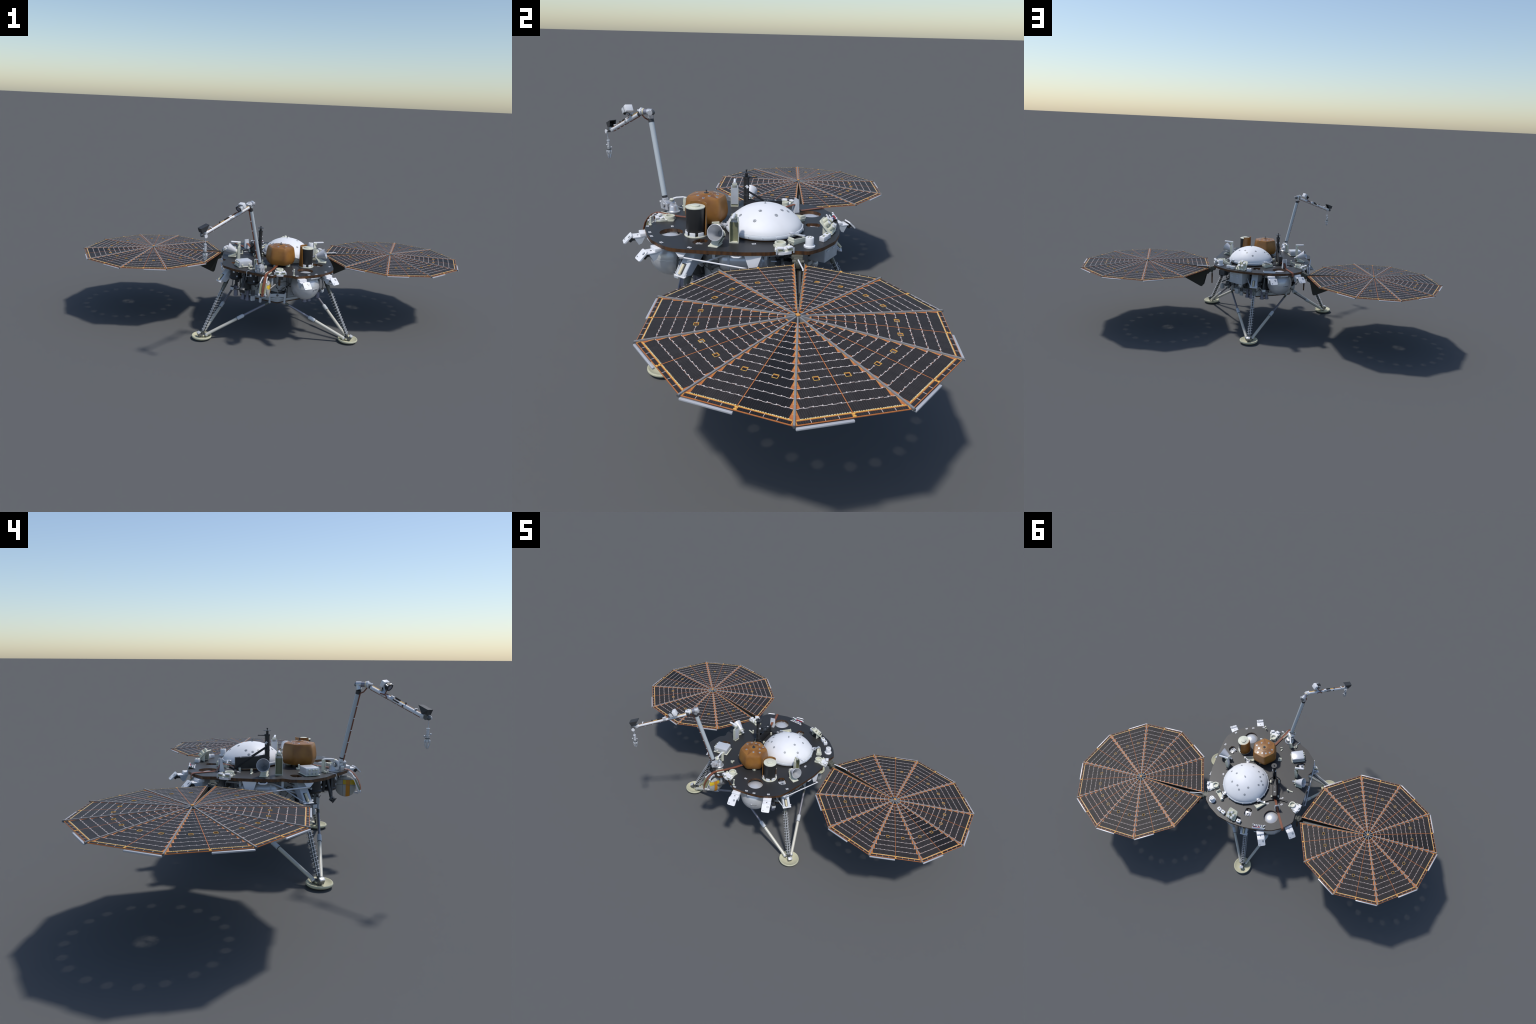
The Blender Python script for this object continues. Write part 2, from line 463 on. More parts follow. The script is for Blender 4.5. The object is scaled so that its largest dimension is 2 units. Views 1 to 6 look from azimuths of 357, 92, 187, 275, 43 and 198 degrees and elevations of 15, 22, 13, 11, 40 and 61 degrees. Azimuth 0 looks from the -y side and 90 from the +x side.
pad_p = Part()
pad_p.lathe([(0, 0), (0.028, 0.0), (0.041, 0.0030), (0.0462, 0.0070), (0.0480, 0.0105), (0.0476, 0.0138), (0.0460, 0.0158), (0.0440, 0.0156), (0.0418, 0.0140), (0.036, 0.0098), (0.022, 0.0060), (0.012, 0.0045), (0, 0.0045)], (0, foot_d, 0), "pad_cream", n=48)
pad_p.box((0, foot_d - 0.020, 0.0125), (0.026, 0.040, 0.006), "pad_cream", None, 0.0015)
pad_mesh = pad_p.mesh("foot_pad")
shoe_p = Part()
shoe_p.box((0, foot_d - 0.006, 0.013), (0.017, 0.026, 0.014), "gun_metal", None, 0.002)
shoe_p.cyl((-0.020, foot_d - 0.015, 0.0165), (0.020, foot_d - 0.015, 0.0165), 0.0065, "gun_metal", n=14)
shoe_p.box((0, foot_d + 0.013, 0.0205), (0.019, 0.014, 0.020), "gun_metal", Matrix.Rotation(radians(-25), 3, "X"), 0.0025)
shoe_p.box((0, foot_d + 0.0165, 0.0305), (0.020, 0.0155, 0.006), "white_box", Matrix.Rotation(radians(-25), 3, "X"), 0.002)
for k in (-1, 1):
    shoe_p.ball((0.0165 * k, foot_d - 0.017, 0.0185), 0.0085, "silver", 14)
shoe_mesh = shoe_p.mesh("ankle_joint")

def stay(k):
    """Telescopic side stay from the ankle to the foot of the hull."""
    p = Part()
    a = V((0.0165 * k, 0.3925, 0.021)); b = V((0.1565 * k, 0.1315, 0.1905))
    p.cyl(a, a.lerp(b, 0.49), 0.0073, "strut_cream", n=18)
    p.cyl(a.lerp(b, 0.487), a.lerp(b, 0.497), 0.0079, "strut_dark", n=18)
    p.cyl(a.lerp(b, 0.495), a.lerp(b, 0.585), 0.0089, "bracket_grey", n=18)
    p.cyl(a.lerp(b, 0.583), a.lerp(b, 0.600), 0.0080, "bracket_grey", r1=0.0050, n=18)
    p.cyl(a.lerp(b, 0.585), a.lerp(b, 0.985), 0.0053, "strut_violet", n=14)
    p.cyl(a.lerp(b, 0.93), a.lerp(b, 0.985), 0.0056, "sleeve_olive", n=14)
    p.ball(b, 0.0062, "bracket_grey", 12)
    p.cyl(b + V((0, 0, -0.004)), b + V((0, 0, 0.045)), 0.0042, "bracket_grey", n=10)
    return p.mesh("leg_stay")
stays = [stay(-1), stay(1)]

hip_p = Part()
T0, T1, w = V((0, 0.262, LOW)), V((0, 0.3225, 0.277)), 0.0158
B0, B1 = V((0, 0.205, LOW)), V((0, 0.292, 0.272))
hip_p.plate([T0 + V((-w, 0, 0)), T0 + V((w, 0, 0)), T1 + V((w, 0, 0)), T1 + V((-w, 0, 0))], (0, 0.002, 0.0017), "bracket_grey")
for k in (-1, 1):
    hip_p.plate([T0 + V((k * w, 0, 0)), T1 + V((k * w, 0, 0)), B1 + V((k * w, 0, 0)), B0 + V((k * w, 0, 0))], (0.0022, 0, 0), "bracket_grey")
hip_p.box(T1 + V((0, -0.002, -0.001)), (0.040, 0.014, 0.0032), "white_paint", Matrix.Rotation(radians(-8), 3, "X"), 0.0008)
n_out = V((0, 0.75, 0.66))
q0 = T0.lerp(T1, 0.62); q1 = T0.lerp(T1, 0.97)
hip_p.cyl(q0 + n_out * 0.0045 + V((0.002, 0, 0)), q1 + n_out * 0.0045 + V((0.002, 0, 0)), 0.0046, "bolt_yellow", n=14)
hip_p.box(q0.lerp(q1, 0.4) + n_out * 0.0008 + V((0.002, 0, 0)), (0.014, 0.004, 0.034), "charcoal", frame(T0 - T1, (1, 0, 0)))
for k in (-1, 1):
    hip_p.cyl(T1 + V((w * k * 1.0, -0.006, 0.004)), T1 + V((w * k * 1.35, -0.006, 0.004)), 0.004, "silver", n=10)
hip_p.cyl(T1 + V((w * 1.2, -0.006, 0.004)), V((0.066, 0.215, 0.325)), 0.0022, "bracket_grey", n=8)
hip_mesh = hip_p.mesh("hip_bracket")

for k in range(3):
    M = leg_matrix(k)
    # the mesh is drawn about the core, so shift its y by the core offset
    M = M @ Matrix.Translation(V((0, 0, 0)))
    leg = put("leg", leg_mesh, lander, M)
    for nm, me in (("leg_spring", spring_mesh), ("foot_pad", pad_mesh), ("ankle_joint", shoe_mesh), ("leg_stay", stays[0]), ("leg_stay", stays[1]), ("hip_bracket", hip_mesh)):
        put(nm, me, leg)

# cross frames at the three hull corners between the stay ends
frame_p = Part()
yo = -0.2045
frame_p.box((0, yo + 0.002, 0.2265), (0.080, 0.004, 0.014), "bracket_grey", None, 0.001)
frame_p.box((0, yo + 0.017, 0.2385), (0.078, 0.028, 0.004), "charcoal", None, 0.001)
frame_p.box((0, yo + 0.017, 0.2175), (0.074, 0.026, 0.003), "bracket_grey", None, 0.001)
for k in (-1, 1):
    frame_p.box((0.0385 * k, yo + 0.014, 0.226), (0.005, 0.030, 0.028), "bracket_grey", None, 0.001)
frame_p.cyl((0, yo + 0.004, 0.243), (0, yo + 0.02, 0.243), 0.003, "silver", n=10)
frame_p.cyl((0, yo - 0.002, 0.2265), (0, yo + 0.004, 0.2265), 0.0055, "gun_metal", n=12)
frame_mesh = frame_p.mesh("stay_frame")
for k in range(3):
    put("stay_frame", frame_mesh, lander, leg_matrix(k))

# tubular ring truss joining the frames, with hangers
p = Part()
ring = []
for k in range(3):
    for ang in (-76, -47, -13, 16):
        a = radians(ang + 120 * k); r = hull_r(a) + 0.017
        ring.append(V((r * cos(a), 0.0125 + r * sin(a), 0.2065)))
p.tube(ring, 0.0034, "bracket_grey", n=8, close=True)
for q in ring:
    i = V((q.x * 1.02, 0.0125 + (q.y - 0.0125) * 1.02, 0.30))
    p.tube([q, q.lerp(i, 0.5) + V((0, 0, 0.01)), i + V((0, 0, 0.04))], 0.0022, "gun_metal", n=6)
put("ring_truss", p, lander)

# ------------------------------------------------------------------ thrusters
def bell(length=0.052, r=0.0125):
    p = Part()
    p.lathe([(r * 0.92, 0.0), (r, 0), (r * 0.90, length * 0.15), (r * 0.62, length * 0.38), (r * 0.42, length * 0.52), (r * 0.55, length * 0.66), (r * 0.70, length * 0.80), (r * 0.72, length), (0, length)], (0, 0, 0), "nozzle_violet", n=20)
    p.lathe([(0, length * 0.3), (r * 0.5, length * 0.3), (r * 0.92, 0.0)], (0, 0, 0), "black_matt", n=20)
    p.cyl((0, 0, length), (0, 0, length + 0.010), r * 0.85, "gun_metal", n=14)
    p.cyl((0, 0, length + 0.010), (0, 0, length + 0.045), r * 0.5, "charcoal", n=12)
    return p.mesh("thruster")
bell_mesh = bell()
short_p = Part()
short_p.lathe([(0.0098, 0), (0.0108, 0), (0.0098, 0.022), (0.0062, 0.028), (0.0082, 0.050), (0, 0.050)], (0, 0, 0), "nozzle_violet", n=20)
short_p.lathe([(0, 0.015), (0.0098, 0.0)], (0, 0, 0), "black_matt", n=20)
short_p.cyl((0, 0, 0.05), (0, 0, 0.09), 0.006, "charcoal", n=12)
short_mesh = short_p.mesh("thruster")
cup_p = Part()
cup_p.lathe([(0, -0.001), (0.0052, 0), (0.0068, 0.003), (0.0068, 0.024), (0, 0.026)], (0, 0, 0), "bracket_grey", n=14)
cup_p.cyl((0, 0, 0.025), (0, 0, 0.052), 0.0028, "charcoal", n=10)
cup_mesh = cup_p.mesh("attitude_jet")
pair = []
for k in range(3):       # two pairs beside each side stay, three-fold
    for x, y in ((0.161, -0.128), (0.139, -0.1425), (-0.161, -0.128), (-0.139, -0.1425)):
        a = radians(120 * k); c = (x * cos(a) - y * sin(a), 0.0125 + x * sin(a) + y * cos(a))
        if all(hypot(c[0] - q[0], c[1] - q[1]) > 0.012 for q in pair) and not 0.03 < abs(c[0]) - 0.15 < 0.1 : pair.append(c)
pair = [c for c in pair if c[1] > 0.19 or c[1] < -0.10]
for c in pair:
    put("thruster", bell_mesh, lander, Matrix.Translation((c[0], c[1], 0.1780)))
for c in ((-0.197, -0.155), (0.197, -0.155)):
    put("thruster", short_mesh, lander, Matrix.Translation((c[0], c[1], 0.209)))
for c in ((-0.119, -0.150), (-0.109, -0.146), (-0.079, -0.170), (0.087, 0.193), (0.096, 0.190)):
    put("attitude_jet", cup_mesh, lander, Matrix.Translation((c[0], c[1], 0.1815)))

# charcoal cones modelled for the darkness inside the hull arches above the thrusters
p = Part()
for c in [((a[0] + b[0]) / 2, (a[1] + b[1]) / 2) for a, b in zip(pair[::2], pair[1::2])]:
    p.cyl((c[0], c[1], 0.238), (c[0] * 0.97, c[1] * 0.97, 0.295), 0.027, "charcoal", r1=0.014, n=14)
    p.box((c[0], c[1], 0.2325), (0.052, 0.034, 0.005), "gun_metal", Matrix.Rotation(atan2(c[1], c[0]) + pi / 2, 3, "Z"), 0.001)
put("recess_dark_cone", p, lander)

# ------------------------------------------------------------------ underside equipment
def drum(c, z0, z1, r):
    p = Part()
    p.lathe([(0, z0), (r * 0.6, z0), (r * 0.95, z0 + 0.003), (r * 1.13, z0 + 0.009), (r * 1.13, z0 + 0.012), (r, z0 + 0.016), (r, z1 - 0.004), (r, z1), (0, z1)], (c[0], c[1], 0), "black_satin", n=32)
    for a, z, sz in ((-80, z0 + 0.022, (0.006, 0.006, 0.007)), (160, z0 + 0.022, (0.006, 0.006, 0.007)), (-112, z1 - 0.006, (0.004, 0.009, 0.012)), (-62, z1 - 0.006, (0.004, 0.006, 0.010))):
        d = V((cos(radians(a)), sin(radians(a)), 0))
        p.box(V((c[0], c[1], z)) + d * r, sz, "bracket_grey", frame((0, 0, 1), d), 0.001)
    return p
put("electronics_drum", drum((-0.200, -0.167), 0.294, LOW, 0.0272), lander)
put("electronics_drum", drum((-0.1225, -0.222), 0.289, LOW, 0.0272), lander)

for sgn in (-1, 1):   # lying tanks at the sides
    p = Part()
    c = 0.2040 * sgn
    p.lathe([(0, -0.076), (0.018, -0.074), (0.029, -0.068), (0.0335, -0.060), (0.0340, -0.056), (0.0340, 0.056), (0.0335, 0.060), (0.029, 0.068), (0.018, 0.074), (0, 0.076)], (c, 0.031, 0.305), "tank_silver", axis=(0, 1, 0), n=28)
    for y in (-0.012, 0.085):
        p.lathe([(0.0343, -0.003), (0.0355, -0.003), (0.0355, 0.003), (0.0343, 0.003)], (c, y, 0.305), "bracket_grey", axis=(0, 1, 0), n=28)
        p.box((c, y, 0.338), (0.010, 0.008, 0.012), "bracket_grey")
    for y in (-0.048, 0.112):
        p.tube([(c, y, 0.304), (c, y * 1.15, 0.304), (c - 0.02 * sgn, y * 1.3, 0.305), (c - 0.05 * sgn, y * 1.3, 0.29)], 0.0028, "silver", n=8)
    put("pressure_vessel", p, lander)
    # white hanging gusset and folded handle at the deck edge
    p = Part()
    for y0, wd, z1 in ((0.062, 0.052, 0.301), (-0.148, 0.034, 0.330)):
        x = (0.262 if y0 > 0 else 0.258) * sgn
        p.plate([(x, y0 - wd / 2, LOW), (x, y0 + wd / 2, LOW), (x + 0.004 * sgn, y0 + wd / 5, z1), (x + 0.004 * sgn, y0 - wd / 5, z1)], (0.0032, 0, 0), "white_paint")
    p.box((0.262 * sgn, -0.146, 0.3285), (0.008, 0.012, 0.007), "silver", None, 0.001)
    rod0, rod1 = (V((0.262, -0.145, 0.328)), V((0.284, 0.060, 0.3075))) if sgn > 0 else (V((-0.264, -0.144, 0.329)), V((-0.275, 0.094, 0.2965)))
    p.cyl(rod0, rod1, 0.0025, "white_paint", n=10)
    p.cyl(rod1 - V((0.006 * sgn, 0, 0.001)), rod1 + V((0.003 * sgn, 0, -0.001)), 0.0032, "white_box", n=12)
    p.tube([(0.262 * sgn, 0.062, 0.303), rod1 - V((0.010 * sgn, -0.01, 0.012)), rod1 - V((0, 0, 0.003))], 0.0020, "bracket_grey", n=8)
    put("array_brace", p, lander)
    p = Part()
    p.tube([(0.258 * sgn, 0.000, LOW), (0.268 * sgn, 0.000, 0.340), (0.270 * sgn, 0.006, 0.338), (0.270 * sgn, 0.022, 0.338), (0.268 * sgn, 0.028, 0.340), (0.258 * sgn, 0.028, LOW)], 0.0028, "white_paint", n=8)
    put("lifting_handle", p, lander)
    # wavy feed line under the side
    p = Part()
    p.tube([(0.160 * sgn, -0.135, 0.30), (0.205 * sgn, -0.120, 0.292), (0.232 * sgn, -0.102, 0.300), (0.240 * sgn, -0.075, 0.310), (0.238 * sgn, -0.02, 0.334), (0.238 * sgn, 0.10, 0.334), (0.225 * sgn, 0.15, 0.334)], 0.0034, "silver", n=8)
    for y in (-0.055, 0.098):
        p.box((0.238 * sgn, y, 0.332), (0.006, 0.009, 0.022), "bracket_grey", None, 0.001)
    put("feed_line", p, lander)

# grey electronics box hanging at the back right
p = Part()
ea, eb, ec, ed = V((0.143, 0.277)), V((0.066, 0.320)), V((0.036, 0.245)), V((0.110, 0.200))
p.prism(rounded([tuple(ea), tuple(eb), tuple(ec), tuple(ed)], 0.004, 3), 0.281, LOW, "hull_grey", "hull_grey")
nrm = V((eb - ea).orthogonal()).normalized()
if nrm.dot(V((0.5, 1))) < 0: nrm = -nrm
for t in (0.14, 0.60):
    for z in (0.316, 0.327):
        q = ea.lerp(eb, t + 0.06) + nrm * 0.0006
        p.box((q.x, q.y, z), (0.016, 0.003, 0.0045), "bracket_grey", frame((0, 0, 1), (*(eb - ea), 0)))
put("electronics_box", p, lander)

# deck-level camera on a dark arm at the front left
p = Part()
p.cyl((-0.158, -0.215, LOW), (-0.170, -0.232, 0.272), 0.0058, "charcoal", n=10)
p.cyl((-0.148, -0.232, LOW), (-0.166, -0.234, 0.275), 0.0036, "charcoal", n=10)
p.box((-0.150, -0.205, 0.313), (0.012, 0.012, 0.05), "charcoal", Matrix.Rotation(0.15, 3, "X"), 0.002)
Rc = frame((-0.25, -0.80, -0.55), (0, 0.55, -0.8))
p.box((-0.168, -0.236, 0.266), (0.018, 0.020, 0.016), "gun_metal", Rc, 0.002)
p.box((-0.1695, -0.2445, 0.2605), (0.022, 0.025, 0.003), "charcoal", Rc, 0.001)
for k in (-1, 1):
    p.box(V((-0.1785, -0.236, 0.266)) + Rc @ V((0.0045 * k, 0, 0)), (0.004, 0.010, 0.008), "black_matt", Rc, 0.001)
put("context_camera", p, lander)

# hanging wire clip at the deck edge
p = Part()
p.tube([(-0.130, -0.214, 0.357), (-0.146, -0.238, 0.358), (-0.152, -0.249, 0.357), (-0.152, -0.252, 0.345), (-0.152, -0.251, 0.334), (-0.14, -0.244, 0.331)], 0.0016, "silver", n=6)
put("wire_clip", p, lander)

# loose plumbing, valves and boxes packed between hull and deck edge
p = Part()
blocks = ((-0.30, 2.2), (2.35, 3.95), (4.05, 5.55))
for i in range(110):
    a = rng.uniform(0, 2 * pi); r = hull_r(a) + rng.uniform(0.004, 0.040); z = rng.uniform(0.215, 0.330)
    c = V((r * cos(a), 0.0125 + r * sin(a), z))
    if (c.x > 0.03 and c.y > 0.2 and z > 0.27) or (z < 0.25 and r > hull_r(a) + 0.025): continue
    if abs(c.x) < 0.12 and c.y < -0.12: continue
    if i % 3 == 0:
        p.box(c, (rng.uniform(0.010, 0.024), rng.uniform(0.010, 0.022), rng.uniform(0.010, 0.026)), rng.choice(["gun_metal", "charcoal", "bracket_grey"]), Matrix.Rotation(a, 3, "Z"), 0.0015)
    else:
        d = V((rng.uniform(-1, 1), rng.uniform(-1, 1), rng.uniform(-0.4, 0.8))).normalized()
        p.cyl(c - d * 0.012, c + d * 0.012, rng.uniform(0.003, 0.008), rng.choice(["gun_metal", "charcoal", "silver"]), n=10)
for i in range(46):
    a = rng.uniform(0, 2 * pi); pts = []
    z = rng.uniform(0.205, 0.33); r = rng.uniform(0.003, 0.030)
    for k in range(6):
        h = hull_r(a) + r; pts.append(V((h * cos(a), 0.0125 + h * sin(a), z)))
        a += rng.uniform(0.05, 0.13); z = min(0.338, max(0.21, z + rng.uniform(-0.03, 0.03))); r = min(0.038, max(0.003, r + rng.uniform(-0.012, 0.012)))
    p.tube(pts, rng.uniform(0.0010, 0.0022), rng.choice(["gun_metal", "charcoal", "bracket_grey", "strut_dark"]), n=6)
for i in range(26):      # denser cluster below the electronics box and at the right
    c = V((rng.uniform(0.09, 0.215), 0, rng.uniform(0.215, 0.335)))
    c.y = max(0.27 - 0.62 * c.x + rng.uniform(0.0, 0.035), 0.13)
    if i % 2: p.cyl(c, c + V((rng.uniform(-0.03, 0.03), rng.uniform(-0.02, 0.02), rng.uniform(-0.02, 0.02))), rng.uniform(0.003, 0.009), rng.choice(["gun_metal", "charcoal", "bracket_grey"]), n=12)
    else: p.box(c, (rng.uniform(0.012, 0.03), rng.uniform(0.012, 0.024), rng.uniform(0.012, 0.03)), rng.choice(["gun_metal", "charcoal", "hull_grey"]), Matrix.Rotation(-0.5, 3, "Z"), 0.0015)
p.ball((0.085, 0.247, 0.255), 0.014, "silver", 16)
p.box((0.190, 0.200, 0.318), (0.034, 0.036, 0.046), "gun_metal", Matrix.Rotation(-0.5, 3, "Z"), 0.002)
put("plumbing", p, lander, kind="stuff")

# small boxes hung beside each leg
p = Part()
for k, sx in ((1, -1), (2, 1), (0, -1)):
    M = leg_matrix(k)
    q = M @ V((0.051 * sx, 0.279, 0.2495)); d = M.to_3x3() @ V((0, 1, 0))
    p.box(q, (0.010, 0.018, 0.014), "bracket_grey", frame((0, 0, 1), d), 0.001)
    p.box(q + V((0, 0, 0.0085)), (0.009, 0.016, 0.003), "charcoal", frame((0, 0, 1), d))
    p.tube([q + V((0, 0, 0.008)), q + V((0.002, 0, 0.03)), q - d * 0.006 + V((0, 0, 0.060)), q - d * 0.02 + V((0, 0, 0.097))], 0.0024, "gun_metal", n=6)
    p.tube([q - d * 0.004, q - d * 0.03 + V((0, 0, -0.012)), q - d * 0.07 + V((0, 0, -0.016))], 0.0026, "gun_metal", n=6)
put("valve_box", p, lander, kind="stuff")

# dangling dark pins under the array hinges
for sgn in (-1, 1):
    p = Part()
    p.cyl((0.258 * sgn, 0.202, 0.330), (0.258 * sgn, 0.202, 0.300), 0.0030, "olive_bracket", n=10)
    p.cyl((0.258 * sgn, 0.202, 0.300), (0.258 * sgn, 0.202, 0.244), 0.0042, "kapton_dark", r1=0.0034, n=12)
    put("release_pin", p, lander)

# ------------------------------------------------------------------ white corner shelves with tilted round-cornered plates
def corner_shelf(shelf, plate_c):
    p = Part()
    s, c = V(shelf), V(plate_c)
    d = V((c.x - s.x, c.y - s.y, 0)).normalized(); w = V((-d.y, d.x, 0))
    X = frame((0, 0, 1), d)
    p.box(s - d * 0.018 + V((0, 0, 0.001)), (0.024, 0.038, 0.012), "white_paint", X, 0.0015)
    p.box(s + d * 0.003 + V((0, 0, -0.005)), (0.030, 0.038, 0.004), "white_paint", X, 0.001)
    p.plate([s - d * 0.02 + V((0, 0, -0.004)), s + d * 0.016 + V((0, 0, -0.004)), s + d * 0.004 + V((0, 0, -0.026)), s - d * 0.004 + V((0, 0, -0.028))], w * 0.003 , "white_paint")
    for k in (-1, 1):
        p.plate([s - d * 0.022 + w * (0.017 * k) + V((0, 0, -0.004)), s + d * 0.014 + w * (0.017 * k) + V((0, 0, -0.004)), s + d * 0.000 + w * (0.017 * k) + V((0, 0, -0.030)), s - d * 0.01 + w * (0.017 * k) + V((0, 0, -0.026))], w * 0.0025, "bracket_grey")
    p.cyl(s + V((0, 0, -0.0035)), s + V((0, 0, -0.0026)), 0.0030, "charcoal", n=14)
    tilt = radians(44)
    n = d * sin(tilt) + V((0, 0, cos(tilt)))
    u = d * cos(tilt) - V((0, 0, sin(tilt)))
    M = Matrix((( w.x, u.x, n.x, c.x), (w.y, u.y, n.y, c.y), (w.z, u.z, n.z, c.z), (0, 0, 0, 1)))
    sq = [(-0.0185, -0.0185), (0.0185, -0.0185), (0.0185, 0.0185), (-0.0185, 0.0185)]
    p.prism(rounded(sq, 0.006, 4), -0.0022, 0.0022, "white_paint", "white_paint", M=M)
    for a, b, r in ((0.0085, -0.0075, 0.0048), (-0.0105, 0.0105, 0.0027)):
        q = M @ V((a, b, 0.0022)); p.cyl(q - n * 0.001, q + n * 0.0006, r, "gun_metal", n=16)
        p.cyl(q, q + n * 0.0018, r * 0.72, "silver", n=12)
    p.box(c - n * 0.008 - u * 0.004, (0.016, 0.018, 0.014), "charcoal", frame(n, u), 0.002)
    p.cyl(c - n * 0.006, s + V((0, 0, -0.014)), 0.006, "gun_metal", n=12)
    return p
for s, c in (((0.104, -0.317, 0.338), (0.116, -0.346, 0.327)), ((0.236, -0.242, 0.338), (0.253, -0.266, 0.326)),
             ((-0.100, 0.343, 0.336), (-0.114, 0.374, 0.327)), ((-0.232, 0.265, 0.336), (-0.252, 0.291, 0.325))):
    put("corner_shelf", corner_shelf(s, c), lander)

# ------------------------------------------------------------------ white instrument dome
DC, DR, DH = V((0.061, 0.084, 0.3660)), 0.1190, 0.0755
dome_prof = [(1.0, 0.10), (0.993, 0.16), (0.965, 0.25), (0.915, 0.36), (0.85, 0.465), (0.775, 0.57), (0.685, 0.677), (0.585, 0.775), (0.47, 0.86), (0.34, 0.93), (0.20, 0.976), (0.10, 0.994), (0.0, 1.0)]
def dome_z(t):
    for (r1, h1), (r0, h0) in zip(dome_prof, dome_prof[1:]):
        if r0 <= t <= r1: return h0 + (h1 - h0) * (t - r0) / (r1 - r0)
    return dome_prof[0][1]
p = Part()
p.lathe([(0.985 * DR, -0.0045), (1.035 * DR, -0.0045), (1.045 * DR, -0.001), (1.045 * DR, 0.003), (1.03 * DR, 0.0062), (1.0 * DR, 0.0072)], DC, "bracket_grey", n=72)
p.lathe([(DR * r, DH * h) for r, h in dome_prof], DC, "dome_white", n=72)
p.lathe([(0.9 * DR, -0.0095), (1.0 * DR, -0.0095), (1.005 * DR, -0.004), (0.9 * DR, -0.004)], DC, "kapton_dark", n=72)
dome = put("instrument_dome", p, lander)
p = Part()
for i in range(18):
    a = 2 * pi * i / 18; d = V((cos(a), sin(a), 0))
    p.box(DC + d * (DR * 1.045) + V((0, 0, 0.001)), (0.004, 0.003, 0.006), "bracket_grey", frame((0, 0, 1), d))
put("dome_clip", p, dome, kind="stuff")
p = Part()
top = DC + V((0, 0, DH))
p.cyl(top - V((0, 0, 0.001)), top + V((0, 0, 0.008)), 0.0010, "gun_metal", n=8)
p.cyl(top + V((0, 0, 0.0065)), top + V((0, 0, 0.0095)), 0.0022, "gun_metal", n=10)
p.cyl(top - V((0, 0, 0.001)), top + V((0, 0, 0.001)), 0.0042, "bracket_grey", n=14)
put("grapple_post", p, dome)
dots = [(-59, .086), (-103, .085), (-17, .090), (-13, .052), (-133, .083), (-145, .100), (-157, .080), (-173, .087), (168, .081), (178, .098), (32, .072), (65, .060), (123, .062), (105, .091), (81, .074)]
def ringed_dot(p, q, nrm, r, rim="gun_metal"):
    t = frame(nrm)
    p.cyl(q - nrm * 0.0006, q + nrm * 0.0005, r, rim, n=18)
    if rim == "gun_metal": p.cyl(q, q + nrm * 0.0008, r * 0.72, "bracket_grey", n=18)
    for k in (-1, 1):
        p.box(q + nrm * 0.0009 + t @ V((r * 0.26 * k, 0, 0)), (r * 0.26, r * 0.62, 0.0008), "gun_metal", t)
for a, r in dots:
    a = radians(a); e = 0.004
    z = lambda rr: DC.z + DH * dome_z(rr / DR)
    slope = (z(r + e) - z(r - e)) / (2 * e)
    nrm = V((-slope * cos(a), -slope * sin(a), 1)).normalized()
    p = Part()
    ringed_dot(p, V((DC.x + r * cos(a), DC.y + r * sin(a), z(r))), nrm, 0.0053)
    put("target_dot", p, dome)

def latch(c, toward):
    """Cream wedge base with a silver clamp arm reaching for the dome rim."""
    p = Part(); c = V(c); t = V(toward) - c; t.z = 0; d = t.normalized(); s = V((-d.y, d.x, 0)); X = frame((0, 0, 1), s)
    p.hexa([c + s * a + d * b + V((0, 0, 0.0005)) for a, b in ((-0.030, -0.009), (0.028, -0.012), (0.026, 0.012), (-0.030, 0.005))], [c + s * a + d * b + V((0, 0, 0.0065)) for a, b in ((-0.030, -0.009), (0.028, -0.012), (0.026, 0.012), (-0.030, 0.005))], "cream_plastic")
    p.hexa([c + s * a + d * b + V((0, 0, 0.006)) for a, b in ((-0.030, -0.0095), (0.028, -0.0125), (0.028, -0.009), (-0.030, -0.006))], [c + s * a + d * b + V((0, 0, z)) for a, b, z in ((-0.030, -0.0095, 0.012), (0.028, -0.0125, 0.019), (0.028, -0.009, 0.019), (-0.030, -0.006, 0.012))], "cream_plastic")
    p.box(c + s * 0.0265 + V((0, 0, 0.012)), (0.004, 0.024, 0.018), "cream_plastic", X, 0.001)
    p.cyl(c + s * 0.026 - d * 0.014 + V((0, 0, 0.010)), c + s * 0.026 + d * 0.014 + V((0, 0, 0.010)), 0.0035, "cream_plastic", n=10)
    a0 = c - s * 0.024 - d * 0.001 + V((0, 0, 0.016)); a1 = c + d * 0.018 - s * 0.004 + V((0, 0, 0.021))
    p.tube([a0, a1], 0.0034, "silver", n=10)
    p.cyl(c - s * 0.025 - d * 0.001 + V((0, 0, 0.003)), a0 + V((0, 0, 0.002)), 0.0052, "silver", n=12)
    for k in (-1, 1):
        p.tube([a1 + s * (0.007 * k), a1 + d * 0.008 + s * (0.008 * k) + V((0, 0, 0.001)), a1 + d * 0.014 + s * (0.006 * k) - V((0, 0, 0.006))], 0.0022, "silver", n=8)
    p.cyl(a1 - s * 0.010, a1 + s * 0.010, 0.0036, "silver", n=10)
    p.box(a1 + d * 0.008 - V((0, 0, 0.004)), (0.020, 0.006, 0.009), "silver", X, 0.001)
    p.box(a1 + d * 0.012 + V((0, 0, 0.001)), (0.012, 0.010, 0.003), "white_box", X, 0.0008)
    return p
for c in ((0.090, -0.068, DECK), (0.172, 0.190, DECK), (-0.051, 0.186, DECK)):
    put("dome_latch", latch(c, DC), lander)

